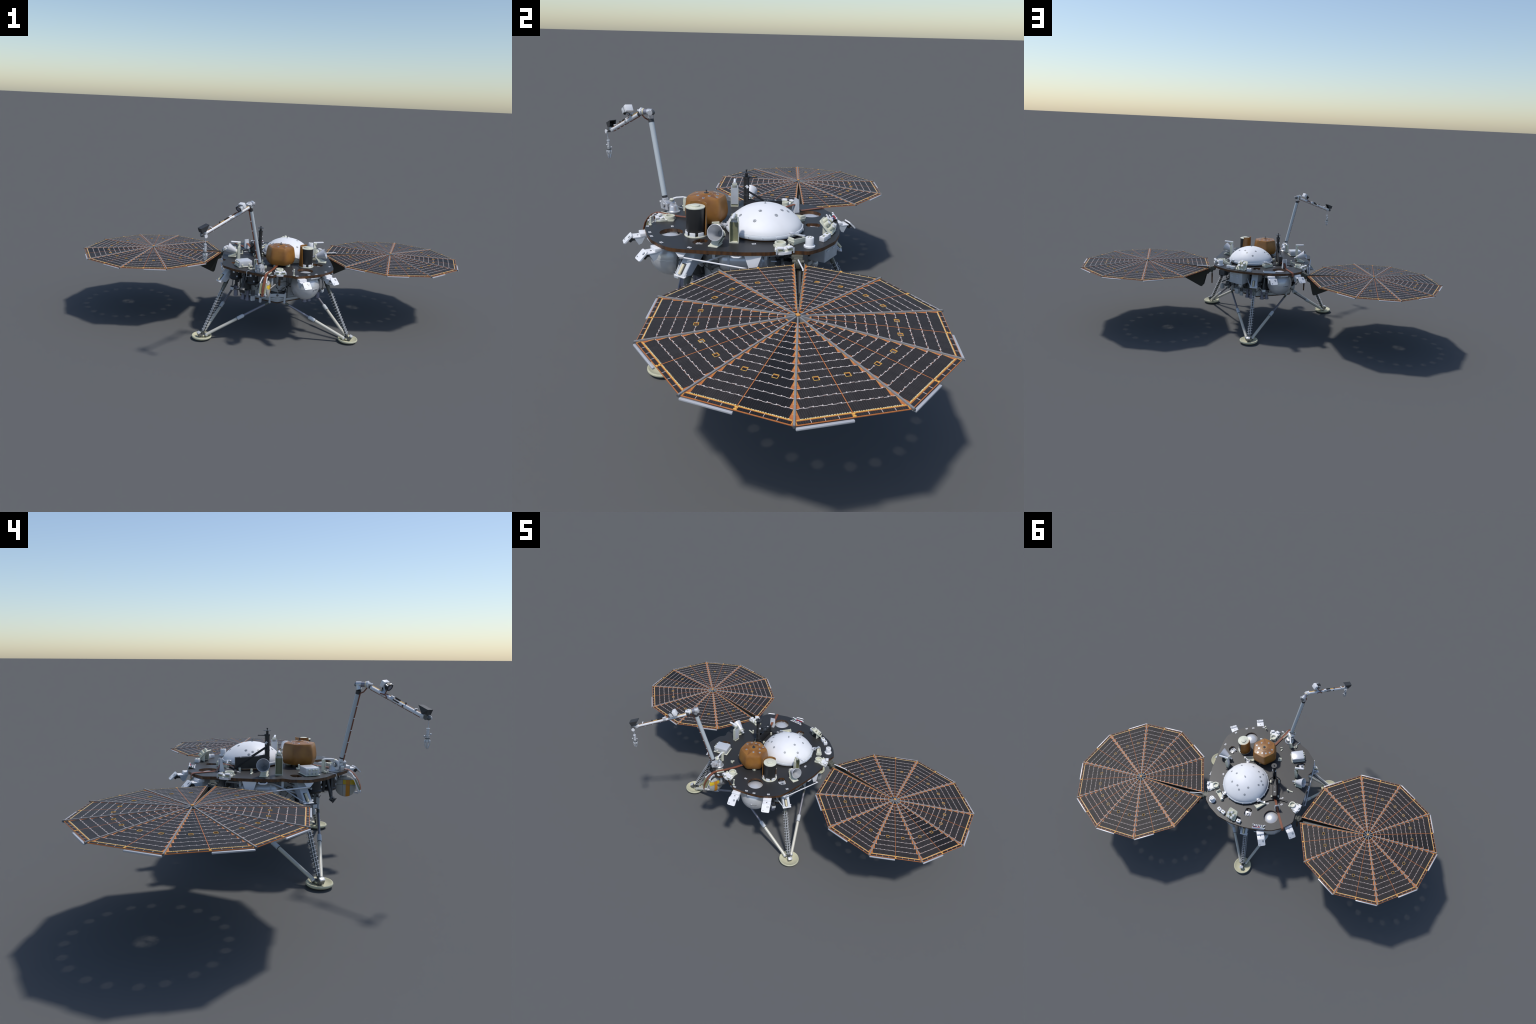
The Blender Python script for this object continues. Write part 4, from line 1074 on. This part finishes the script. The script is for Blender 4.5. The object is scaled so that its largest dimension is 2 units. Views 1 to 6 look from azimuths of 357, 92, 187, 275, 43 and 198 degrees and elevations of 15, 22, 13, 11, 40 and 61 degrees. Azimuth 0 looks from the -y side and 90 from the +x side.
# name board with little coloured tiles
p = Part()
c = V((-0.079, 0.3045, 0)); a = radians(-11 + 180); X = Matrix.Rotation(radians(9), 3, "Z") @ Matrix.Rotation(radians(20), 3, "X")
p.box(c + V((0, 0, 0.3585)), (0.060, 0.026, 0.0022), "charcoal", X)
for i in range(6):
    for j in range(2):
        q = c + V((0, 0, 0.3606)) + X @ V((-0.0235 + 0.0094 * i, -0.0085 + 0.0072 * j, 0))
        p.box(q, (0.0060, 0.0040, 0.0016), "white_paint", X)
for i, m in enumerate(("led_green", "led_blue", "led_red", "white_paint", "led_blue")):
    p.box(c + V((0, 0, 0.3606)) + X @ V((-0.017 + 0.0080 * i, 0.0035, 0)), (0.0046, 0.0032, 0.0016), m, X)
p.box(c + V((0, 0, 0.3605)) + X @ V((0.004, 0.0095, 0)), (0.052, 0.0034, 0.0016), "led_red", X)
p.box(c + V((0, 0, 0.3607)) + X @ V((-0.016, 0.0095, 0)), (0.014, 0.0042, 0.0018), "white_paint", X)
p.box(c + X @ V((0, 0.0140, 0)) + V((0, 0, 0.3575)), (0.062, 0.0022, 0.011), "bracket_grey", X)
for q in ((-0.031, -0.010), (0.031, -0.010), (-0.031, 0.012), (0.031, 0.012)):
    p.ball(c + X @ V((q[0], q[1], 0)) + V((0, 0, 0.3615)), 0.0034, "white_paint", 10)
p.box(c + X @ V((0, -0.0165, 0)) + V((0, 0, 0.3575)), (0.044, 0.0022, 0.0022), "white_paint", X)
put("name_board", p, lander)

# ------------------------------------------------------------------ robotic arm
arm_p = Part()
b = V((-0.0905, -0.2420, DECK))
arm_p.lathe([(0, 0), (0.0235, 0), (0.0235, 0.004), (0.0200, 0.0062), (0.0185, 0.008), (0.0175, 0.018), (0.0135, 0.024), (0, 0.026)], b, "silver", n=32)
arm = put("robotic_arm", arm_p, lander)
p = Part()
sh = V((-0.0935, -0.2580, 0.3825))
ad = (V((-0.149, -0.319, 0.662)) - V((-0.096, -0.271, 0.405))).normalized()
sd = V((0.66, -0.75, 0)).normalized()
p.cyl(sh - sd * 0.016, sh + sd * 0.016, 0.0135, "silver", n=24)
p.cyl(sh - sd * 0.019, sh + sd * 0.019, 0.0085, "gun_metal", n=18)
for k in (-1, 1):
    q = sh + sd * (0.0165 * k)
    p.plate([q + V((0.010, 0.014, -0.016)), q + V((-0.010, -0.013, -0.016)), q + V((-0.010, -0.017, 0.012)), q + V((0.002, -0.004, 0.019)), q + V((0.010, 0.012, 0.004))], sd * 0.0036, "white_box")
    p.cyl(q, q + sd * (0.006 * k), 0.0065, "silver", n=14)
p.box(sh + V((-0.002, -0.010, -0.012)), (0.022, 0.018, 0.018), "silver", Matrix.Rotation(0.7, 3, "Z"), 0.003)
p.cyl(sh + V((0.002, -0.018, 0.006)), sh + V((0.001, -0.030, 0.008)), 0.0045, "white_box", n=12)
p.cyl(b + V((0, 0, 0.012)), sh, 0.013, "silver", n=20)
p.cyl(V((-0.0955, -0.2690, 0.392)), V((-0.096, -0.271, 0.405)), 0.0105, "white_box", n=18)
put("shoulder_joint", p, arm)
p = Part()
A, B = V((-0.0955, -0.2705, 0.4020)), V((-0.1505, -0.3205, 0.6690))
p.cyl(A, A.lerp(B, 0.94), 0.0090, "arm_tube", n=28)
p.cyl(A.lerp(B, -0.015), A.lerp(B, 0.035), 0.0096, "charcoal", n=24)
p.cyl(A.lerp(B, 0.935), A.lerp(B, 0.985), 0.0096, "charcoal", n=24)
side = V((-0.72, -0.62, -0.26)).normalized()
side = (side - ad * side.dot(ad)).normalized()
pts = [A.lerp(B, t) + side * 0.0105 for t in (0.0, 0.25, 0.5, 0.75, 0.95)]
p.strap(pts, side.cross(ad), 0.0042, 0.0022, "ribbon_brown")
for t in (0.10, 0.27, 0.44, 0.61, 0.78):
    p.box(A.lerp(B, t) + side * 0.0112, (0.0026, 0.0062, 0.0022), "white_paint", frame(ad, side))
put("upper_arm", p, arm)
p = Part()
E0, E1 = V((-0.1440, -0.3130, 0.6850)), V((-0.1580, -0.3540, 0.6855))
ed = (E1 - E0).normalized()
p.cyl(E0 - ed * 0.002, E0 + ed * 0.016, 0.0110, "silver", n=24)
p.ball(E0 + V((0, 0, -0.0005)), 0.0098, "gun_metal", 18)
p.cyl(B - ad * 0.003, E0 + V((-0.002, -0.004, -0.002)), 0.0105, "silver", n=18)
p.cyl(E0 + ed * 0.014, E0 + ed * 0.032, 0.0092, "strut_violet", n=20)
p.cyl(E0 + ed * 0.030, E0 + ed * 0.034, 0.0104, "bolt_yellow", n=20)
p.cyl(E0 + ed * 0.034, E0 + ed * 0.038, 0.0115, "white_box", n=20)
p.cyl(E0 + ed * 0.039, E0 + ed * 0.043, 0.0125, "white_paint", n=20)
p.cyl(E0 + ed * 0.043, E0 + ed * 0.049, 0.0075, "silver", n=16)
for k in (-1, 1):
    p.cyl(V((-0.146, -0.319, 0.684)), V((-0.146, -0.319, 0.684)) + V((0.8, 0.1, 0.0)) * 0.018, 0.0082, "white_paint", n=18)
p.box(E1 + V((0.000, 0.000, 0.0025)), (0.024, 0.018, 0.005), "white_paint", Matrix.Rotation(0.7, 3, "Z"), 0.0015)
p.tube([E1 + V((0.006, 0.004, -0.010)), E1 + V((0.005, 0.012, -0.020)), E1 + V((-0.003, 0.018, -0.026)), B + side * 0.011 - ad * 0.012], 0.0024, "ribbon_brown", n=8)
put("elbow_joint", p, arm)
p = Part()
F0, F1 = V((-0.1555, -0.3585, 0.6770)), V((-0.3330, -0.5120, 0.5925))
fd = (F1 - F0).normalized(); fs = V((fd.y, -fd.x, 0)).normalized(); fu = fs.cross(fd)
if fu.z < 0: fu = -fu
p.cyl(F0, F0.lerp(F1, 0.985), 0.0066, "white_paint", n=24)
p.cyl(F0 - fd * 0.004, F0 + fd * 0.005, 0.0070, "charcoal", n=20)
p.cyl(F0.lerp(F1, 0.975), F1, 0.0074, "white_box", n=18)
pts = [F0.lerp(F1, t) - fu * 0.0076 for t in (0.02, 0.3, 0.6, 0.97)]
p.strap(pts, fs, 0.0040, 0.0018, "ribbon_brown")
p.strap([F0.lerp(F1, t) + fu * 0.0070 - fs * 0.003 for t in (0.03, 0.25)], fs, 0.0030, 0.0012, "line_yellow")
p.strap([F0.lerp(F1, t) + fu * 0.0070 - fs * 0.002 for t in (0.31, 0.45, 0.62, 0.95)], fs, 0.0034, 0.0012, "kapton")
p.strap([F0.lerp(F1, t) + fu * 0.0072 - fs * 0.001 for t in (0.56, 0.66)], fs, 0.0036, 0.0012, "line_yellow")
for t in (0.245, 0.29, 0.425, 0.445, 0.465):
    p.cyl(F0.lerp(F1, t) - fd * 0.0022, F0.lerp(F1, t) + fd * 0.0022, 0.0080, "bracket_grey" if t < 0.4 else "silver", n=20)
    if t > 0.4: p.box(F0.lerp(F1, t) + fu * 0.009, (0.004, 0.007, 0.004), "white_paint", frame(fu, fd), 0.0008)
p.cyl(F0.lerp(F1, 0.485) + fs * 0.0075 + fu * 0.004, F0.lerp(F1, 0.585) + fs * 0.0070 + fu * 0.003, 0.0030, "charcoal", n=10)
p.cyl(F0.lerp(F1, 0.485) - fs * 0.002 + fu * 0.0105, F0.lerp(F1, 0.575) - fs * 0.002 + fu * 0.0095, 0.0024, "black_matt", n=10)
p.ball(F0.lerp(F1, 0.665) + fs * 0.007, 0.0034, "black_matt", 10)
p.ball(F0.lerp(F1, 0.68) - fs * 0.001 + fu * 0.011, 0.0030, "black_matt", 10)
for t in (0.36, 0.55, 0.70, 0.85):
    p.box(F0.lerp(F1, t) - fu * 0.0082, (0.0022, 0.006, 0.0026), "white_paint", frame(fu, fd))
q = F0.lerp(F1, 0.868) + fu * 0.010
p.box(q, (0.004, 0.014, 0.004), "white_paint", frame(fu, fd), 0.0008); p.box(q - fu * 0.003, (0.005, 0.006, 0.006), "gun_metal", frame(fu, fd), 0.0008)
p.tube([F0 + fd * 0.060 + fs * 0.008, F0 + fd * 0.075 + fs * 0.009 + fu * 0.004, F0 + fd * 0.088 + fs * 0.009 + fu * 0.003, F0 + fd * 0.092 + fs * 0.008 - fu * 0.006], 0.0020, "ribbon_brown", n=8)
put("forearm", p, arm)
p = Part()   # arm camera on its bracket
cb = V((-0.1970, -0.4150, 0.6830)); base = F0.lerp(F1, 0.268)
look = V((-0.62, -0.62, -0.50)).normalized(); Xc = frame(look, (0.5, -0.5, 0.05))
p.box(cb - look * 0.010 + V((0.004, 0.004, 0.002)), (0.027, 0.023, 0.016), "white_paint", Xc, 0.002)
p.cyl(cb - look * 0.004, cb + look * 0.010, 0.0125, "charcoal", n=8)
p.lathe([(0.0095, 0), (0.0135, 0), (0.0135, 0.004), (0.0095, 0.004), (0.0095, 0)], cb + look * 0.008, "black_satin", axis=look, n=20)
p.cyl(cb + look * 0.008, cb + look * 0.011, 0.0095, "strut_violet", n=18)
for a in range(3):
    o = Xc @ V((0.0135 * cos(a * 2.1 + 0.6), 0.0135 * sin(a * 2.1 + 0.6), 0))
    p.box(cb + o + look * 0.004, (0.005, 0.004, 0.012), "silver", Xc, 0.0008)
p.box(cb + Xc @ V((0.013, -0.002, 0.002)), (0.003, 0.016, 0.014), "white_box", Xc, 0.0008)
p.plate([base + fs * 0.0062 + fd * 0.005 + fu * 0.004, base + fs * 0.0062 - fd * 0.007 + fu * 0.004, cb + Xc @ V((0.010, -0.004, -0.014)), cb + Xc @ V((0.010, -0.008, 0.000))], fs * 0.0022, "bracket_grey")
p.plate([base - fs * 0.0062 + fd * 0.004 + fu * 0.003, base - fs * 0.0062 - fd * 0.006 + fu * 0.003, cb + Xc @ V((-0.009, 0, -0.014)), cb + Xc @ V((-0.009, -0.004, -0.006))], fs * 0.0022, "bracket_grey")
p.plate([base + fs * 0.006 - fd * 0.006 + fu * 0.005, base - fs * 0.006 - fd * 0.006 + fu * 0.005, cb + Xc @ V((-0.009, 0.0, -0.016)), cb + Xc @ V((0.009, 0.0, -0.016))], fd * 0.0018, "bracket_grey")
p.tube([cb + Xc @ V((0.004, 0, -0.004)) - V((0, 0, 0.014)), base + fs * 0.006 + fd * 0.012 + fu * 0.006, base + fd * 0.02 + fu * 0.008], 0.0018, "ribbon_brown", n=6)
put("arm_camera", p, arm)
p = Part()   # wrist
w0 = F1; w1 = V((-0.3420, -0.5260, 0.5890))
p.box(F1 + fd * 0.002, (0.014, 0.014, 0.012), "white_box", frame(fd, fs), 0.0015)
p.cyl(w0, w1, 0.0062, "silver", n=16)
p.cyl(w1 - fs * 0.010, w1 + fs * 0.010, 0.0078, "gun_metal", n=18)
p.ball(w1 + fd * 0.006, 0.0072, "gun_metal", 14)
wheel = V((-0.3290, -0.5375, 0.5855))
p.cyl(w1, wheel, 0.0030, "silver", n=10)
p.cyl(wheel - fs * 0.0012, wheel + fs * 0.0015, 0.0074, "white_paint", n=24)
p.cyl(w1 + V((0, 0, 0.003)), V((-0.341, -0.519, 0.600)), 0.0055, "silver", n=14)
put("wrist_joint", p, arm)
p = Part()   # open scoop: five thin charcoal walls
a_, b_, c_, d_ = V((-0.364, -0.521, 0.6155)), V((-0.333, -0.4965, 0.6295)), V((-0.3175, -0.5165, 0.6285)), V((-0.3490, -0.5410, 0.6150))
A_, B_, C_, D_ = V((-0.359, -0.520, 0.5985)), V((-0.3465, -0.5055, 0.6005)), V((-0.3285, -0.5235, 0.6015)), V((-0.3440, -0.5355, 0.5970))
cen = (a_ + b_ + c_ + d_ + A_ + B_ + C_ + D_) / 8
def wall(q):
    n = (q[1] - q[0]).cross(q[2] - q[1]).normalized()
    if n.dot(q[0] - cen) < 0: n = -n
    p.hexa([k - n * 0.0018 for k in q], q, "charcoal")
for q in ([a_, b_, c_, d_], [A_, B_, C_, D_], [a_, d_, D_, A_], [c_, d_, D_, C_], [a_, b_, B_, A_]): wall(q)
put("scoop", p, arm)
p = Part()   # grapple hanging on its wire
g = V((-0.3320, -0.5325, 0))
p.cyl(V((-0.331, -0.5335, 0.580)), g + V((0, 0, 0.552)), 0.0010, "bracket_grey", n=6)
p.cyl(g + V((0, 0, 0.551)), g + V((0, 0, 0.553)), 0.0062, "white_box", n=14)
p.cyl(g + V((0, 0, 0.526)), g + V((0, 0, 0.551)), 0.0040, "white_box", r1=0.0044, n=14)
p.cyl(g + V((0, 0, 0.506)), g + V((0, 0, 0.528)), 0.0062, "silver", n=12)
p.cyl(g + V((0.004, 0.003, 0.530)), g + V((0.004, 0.003, 0.545)), 0.0024, "silver", n=10)
p.cyl(g + V((0, 0, 0.518)), g + V((0, 0, 0.521)), 0.0080, "gun_metal", n=14)
for i in range(5):
    a = 2 * pi * i / 5 + 0.3; d = V((cos(a), sin(a), 0))
    p.box(g + d * 0.0078 + V((0, 0, 0.510)), (0.0045, 0.0045, 0.009), "white_box", frame((0, 0, 1), d), 0.001)
    p.strap([g + d * 0.0085 + V((0, 0, 0.511)), g + d * 0.0090 + V((0, 0, 0.502)), g + d * 0.0062 + V((0, 0, 0.492)), g + d * 0.0028 + V((0, 0, 0.4855))], V((-d.y, d.x, 0)), 0.0030, 0.0020, "silver")
    if i % 2: p.ball(g + d * 0.010 + V((0, 0, 0.522 + 0.004 * i)), 0.0034, "silver", 10)
put("grapple", p, arm)

# ------------------------------------------------------------------ solar arrays
HUB = V((0.635, 0.192, 0))
RIM, STEP = 0.3600, 35.54
HA = radians(STEP / 2); TA = tan(HA)
UE = RIM * cos(HA)                                 # radius to the middle of a rim edge
SLOPE = atan2(0.0172, UE - 0.0265)                 # fans droop slightly to the rim
ZH = 0.3461                                        # film height at the centre
ROWS = [0.3300, 0.3035, 0.2775, 0.2515, 0.2255, 0.2010, 0.1770, 0.1530, 0.1300, 0.1075, 0.0855, 0.0650, 0.0460, 0.0305]
WIN_U, WIN_V, WIN_H = 0.2262, 0.0320, 0.0050       # small windows through the film
def width(k): return ROWS[k + 1] * TA - 0.0025     # half-row width: stepped, leaves orange teeth

p = Part()
win = [[(WIN_U - WIN_H, k * WIN_V - WIN_H), (WIN_U + WIN_H, k * WIN_V - WIN_H), (WIN_U + WIN_H, k * WIN_V + WIN_H), (WIN_U - WIN_H, k * WIN_V + WIN_H)] for k in (-1, 1)]
ui = 0.0265
p.prism([(ui, -ui * TA + 0.0012), (UE, -UE * TA + 0.0010), (UE, UE * TA - 0.0010), (ui, ui * TA - 0.0012)], -0.0016, 0.0, "film_orange", "film_orange", win, bottom="olive_dark")
gore_mesh = p.mesh("array_gore")

def clip_rect(p, u0, u1, v0, v1, z0, z1, mat):
    """Slab in gore coordinates, cut around the windows."""
    def slab(a, b, c, d):
        if b - a > 2e-4 and d - c > 2e-4: p.box(((a + b) / 2, (c + d) / 2, (z0 + z1) / 2), (b - a, d - c, z1 - z0), mat)
    e = WIN_H + 0.0014
    for k in (-1, 1):
        a, b, c, d = WIN_U - e, WIN_U + e, k * WIN_V - e, k * WIN_V + e
        if u0 < b and u1 > a and v0 < d and v1 > c:
            slab(u0, u1, v0, c); slab(u0, u1, d, v1)
            slab(u0, max(u0, a), max(v0, c), min(v1, d)); slab(min(u1, b), u1, max(v0, c), min(v1, d))
            return
    slab(u0, u1, v0, v1)

strip_meshes = {}
for side_ in (-1, 1):
    for k in range(13):
        p = Part()
        u1, u0 = ROWS[k] - 0.0006, ROWS[k + 1] + 0.0004
        w = width(k)
        v0, v1 = (0.0006, w) if side_ > 0 else (-w, -0.0006)
        clip_rect(p, u0, u1, v0, v1, 0.0, 0.0007, "solar_cell")
        strip_meshes[(side_, k)] = p.mesh("cell_strip")
    p = Part()    # short cells along the rim
    for j in range(4):
        a = 0.0032 + j * 0.0252; b = min(a + 0.0240, UE * TA - 0.006)
        v0, v1 = (a, b) if side_ > 0 else (-b, -a)
        p.box((0.3376, (v0 + v1) / 2, 0.00035), (0.0072, v1 - v0, 0.0007), "solar_cell")
    strip_meshes[(side_, "rim")] = p.mesh("rim_cell")
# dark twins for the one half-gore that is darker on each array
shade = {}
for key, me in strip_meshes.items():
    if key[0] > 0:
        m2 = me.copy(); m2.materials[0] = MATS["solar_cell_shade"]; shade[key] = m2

p = Part()    # conductors: jogged pale links with dots, yellow bus lines, gold teeth, window frames
jr = random.Random(5)
pitch = 0.0088
for k in range(1, 13):
    u = ROWS[k]; w = width(k - 1) - 0.0004
    for side_ in (-1, 1):
        v, j = 0.0012, 0
        while v < w - 0.001:
            e = min(v + pitch * 0.93, w); off = (0.0006, -0.0007)[j % 2] + jr.uniform(-0.0003, 0.0003)
            m = (v + e) / 2 * side_
            if not (abs(u - WIN_U) < WIN_H + 0.002 and abs(abs(m) - WIN_V) < WIN_H + 0.004):
                p.box((u + off, m, 0.0009), (0.00085, e - v, 0.0006), "wire_pale")
                if j % 2:
                    for dd in (-0.0007, 0.0007):
                        p.box((u + off + dd, v * side_, 0.0010), (0.0019, 0.0019, 0.0007), "wire_pale", Matrix.Rotation(pi / 4, 3, "Z"))
            v += pitch; j += 1
        p.box((u, (w + 0.0022) * side_, 0.0003), (0.0010, 0.0052, 0.0009), "line_yellow")
        for t in range(3):     # gold shading of the stepped tooth
            vv = w + 0.0008; hh = (ROWS[k - 1] * TA - 0.0036 - vv) * (0.95 - 0.32 * t)
            if hh > 0.0006: p.box((u + 0.0034 + 0.0045 * t, (ROWS[k] * TA - 0.0014 + 0.0014 * t) * side_, 0.00012), (0.0044, 0.0022, 0.0005), "pad_gold")
WB = UE * TA - 0.0075
for side_ in (-1, 1):
    p.box((0.3314, side_ * (0.0015 + WB) / 2, 0.0005), (0.0016, WB - 0.0015, 0.0010), "line_yellow")
    v = 0.004
    while v < WB - 0.006:     # ragged pale fringe under the bus line
        p.box((0.3301 + jr.uniform(-0.0004, 0.0003), side_ * v, 0.0009), (jr.uniform(0.0010, 0.0022), jr.uniform(0.0015, 0.0034), 0.0006), "bolt_yellow"); v += jr.uniform(0.003, 0.0055)
    for j in range(1, 4):
        p.box((0.3378, side_ * (0.0026 + j * 0.0252), 0.0008), (0.0076, 0.0008, 0.0008), "wire_pale")
    p.box((0.3376, side_ * (UE * TA - 0.0052), 0.0005), (0.0085, 0.0009, 0.0008), "line_yellow")
    c = side_ * WIN_V; e = WIN_H + 0.0006
    for (x, y, sx, sy) in ((WIN_U + e, c, 0.0009, 2 * e + 0.0009), (WIN_U - e, c, 0.0009, 2 * e + 0.0009), (WIN_U, c + e, 2 * e, 0.0009), (WIN_U, c - e, 2 * e, 0.0009)):
        p.box((x, y, 0.0005), (sx, sy, 0.0012), "line_yellow")
for dx in (-0.003, 0.003):
    p.box((0.3376 + dx, 0, 0.0006), (0.0026, 0.0066, 0.0010), "line_yellow")
p.box((0.3376, 0, 0.0005), (0.008, 0.0026, 0.0009), "pad_gold")
p.box((ui + 0.0018, 0, 0.0004), (0.0016, 0.010, 0.0009), "pad_gold")
p.box((0.185, 0, 0.0003), (0.300, 0.0016, 0.0010), "film_orange")
links_mesh = p.mesh("array_wiring")

p = Part()    # silver bar hung along half of a rim edge
q0, q1 = V((UE + 0.0040, -UE * TA + 0.002, -0.004)), V((UE + 0.0040, -0.002, -0.004))
p.box((q0 + q1) / 2, (0.0058, (q1 - q0).length, 0.0046), "rim_bar", None, 0.0012)
bar_mesh = p.mesh("rim_bar")
p = Part()
p.box((UE + 0.0040, (UE * TA) / 2, -0.004), (0.0058, UE * TA - 0.004, 0.0046), "rim_bar", None, 0.0012)
bar_mesh_m = p.mesh("rim_bar")

p = Part()    # spoke: tapering web with a flat top, runs along +x
zt0, zt1 = 0.0055, -0.0165 + 0.0030
vs = []
for x, t, bz, w in ((0.002, 0.0034, -0.012, 0.0016), (0.05, 0.0006, -0.0095, 0.0021), (RIM + 0.002, -0.0152, -0.0215, 0.0019)):
    vs += [V((x, -w, bz)), V((x, w, bz)), V((x, w, t)), V((x, -w, t))]
p.add(vs, [[3, 2, 1, 0], [8, 9, 10, 11]] + [[i * 4 + k, i * 4 + (k + 1) % 4, i * 4 + 4 + (k + 1) % 4, i * 4 + 4 + k] for i in range(2) for k in range(4)], "spoke_grey")
p.cyl((RIM - 0.003, 0, -0.0178), (RIM + 0.004, 0, -0.0180), 0.0025, "gun_metal", n=10)
spoke_mesh = p.mesh("spoke")

named = 0
for sgn in (1, -1):
    hub = V((HUB.x * sgn, HUB.y, ZH))
    p = Part()
    p.lathe([(0, -0.013), (0.006, -0.013), (0.0085, -0.008), (0.0085, 0.001), (0.006, 0.0046), (0, 0.005)], hub, "strut_dark", n=20)
    p.box(hub + V((0.000, 0, 0.0045)), (0.011, 0.009, 0.005), "pad_gold", Matrix.Rotation(0.4, 3, "Z"), 0.0015)
    array = put("solar_array", p, lander)
    def ang(deg): return radians(deg) if sgn > 0 else pi - radians(deg)
    lo = -178.5
    for i in range(11):
        t = lo + STEP * i
        M = turn(ang(t), hub)
        if i in (0, 10):
            # parted edge: thin brown spar beside the opening
            inw = (1 if i == 0 else -1) * sgn
            p = Part()
            p.plate([(0.02, 0, 0.000), (RIM - 0.002, 0, -0.0170), (RIM - 0.002, 0, -0.0300), (0.02, 0, -0.016)], (0, 0.0016, 0), "kapton_dark")
            p.strap([(0.012, 0.0004 * inw, 0.0014), (RIM, 0.0004 * inw, -0.0162)], (0, 1, 0), 0.0016, 0.0014, "spoke_grey")
            put("parted_spar", p, array, M)
        else:
            put("spoke", spoke_mesh, array, M)
    for i in range(10):
        mid = lo + STEP * (i + 0.5)
        M = turn(ang(mid), hub) @ Matrix.Rotation(SLOPE, 4, "Y")
        put("array_gore", gore_mesh, array, M)
        put("array_wiring", links_mesh, array, M, kind="stuff")
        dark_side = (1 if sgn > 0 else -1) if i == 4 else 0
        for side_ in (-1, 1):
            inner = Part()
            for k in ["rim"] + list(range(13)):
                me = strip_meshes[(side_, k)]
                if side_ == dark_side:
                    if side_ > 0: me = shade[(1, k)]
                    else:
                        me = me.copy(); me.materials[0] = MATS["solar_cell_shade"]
                if k == "rim":
                    put("rim_cell", me, array, M, kind="stuff")
                elif k < 7:
                    put("cell_strip", me, array, M)
                else:
                    put("inner_cell", me, array, M, kind="stuff")
        if 1 <= i <= 8:
            put("rim_bar", bar_mesh if sgn > 0 else bar_mesh_m, array, M)
    # hinge yoke and keel plate in the parted slit
    p = Part()
    X = lambda x: x * sgn
    p.box((X(0.2545), 0.193, 0.3290), (0.026, 0.026, 0.022), "olive_bracket", None, 0.003)
    p.box((X(0.2700), 0.1925, 0.3230), (0.020, 0.016, 0.020), "olive_bracket", None, 0.003)
    p.box((X(0.245), 0.190, 0.338), (0.020, 0.034, 0.012), "olive_bracket", None, 0.002)
    for k in (-1, 1):
        p.cyl((X(0.266), 0.193 + 0.006 * k, 0.331), (X(0.266), 0.193 + 0.017 * k, 0.331), 0.0055, "olive_bracket", n=14)
        p.plate([(X(0.254), 0.193 + 0.013 * k, 0.335), (X(0.274), 0.193 + 0.010 * k, 0.333), (X(0.276), 0.193 + 0.008 * k, 0.313), (X(0.258), 0.193 + 0.011 * k, 0.305)], (0, 0.003, 0), "olive_bracket")
    put("array_hinge", p, array)
    p = Part()
    kp = [(X(0.272), 0.1935, 0.3230), (X(0.274), 0.1935, 0.300), (X(0.292), 0.1935, 0.292), (X(0.3080), 0.1935, 0.2290), (X(0.3130), 0.1935, 0.2220), (X(0.3220), 0.1935, 0.2225), (X(0.530), 0.1925, 0.3190), (X(0.62), 0.192, 0.336), (X(0.62), 0.192, 0.339)]
    for k in (-1, 1):     # open trough: two walls drawing together towards the hub
        p.plate([(q[0], q[1] + k * (0.0165 if abs(q[0]) < 0.34 else 0.0165 * (0.64 - abs(q[0])) / 0.30 + 0.001), q[2]) for q in kp], (0, 0.0022, 0), "olive_dark")
    p.plate([(X(0.274), 0.177, 0.325), (X(0.274), 0.210, 0.325), (X(0.276), 0.210, 0.306), (X(0.276), 0.177, 0.306)], (0.002, 0, 0), "olive_dark")
    p.hexa([(X(0.276), 0.1795, 0.300), (X(0.276), 0.2075, 0.300), (X(0.600), 0.1950, 0.3285), (X(0.600), 0.1890, 0.3285)], [(X(0.276), 0.1795, 0.306), (X(0.276), 0.2075, 0.306), (X(0.600), 0.1950, 0.3315), (X(0.600), 0.1890, 0.3315)], "olive_dark")
    p.cyl((X(0.300), 0.1990, 0.3120), (X(0.470), 0.1975, 0.3235), 0.0042, "gun_metal", n=12)
    put("array_keel", p, array)
    if sgn > 0:
        p = Part()
        p.tube([(0.276, 0.193, 0.3400), (0.300, 0.1975, 0.3400), (0.330, 0.2035, 0.3400), (0.342, 0.2060, 0.3395), (0.343, 0.2060, 0.3355)], 0.0022, "white_paint", n=8)
        put("latch_rod", p, array)

tris = sum(len(o.data.loop_triangles) or sum(len(q.vertices) - 2 for q in o.data.polygons) for o in bpy.data.objects if o.type == "MESH")
print("objects", len(bpy.data.objects), "triangles", tris)
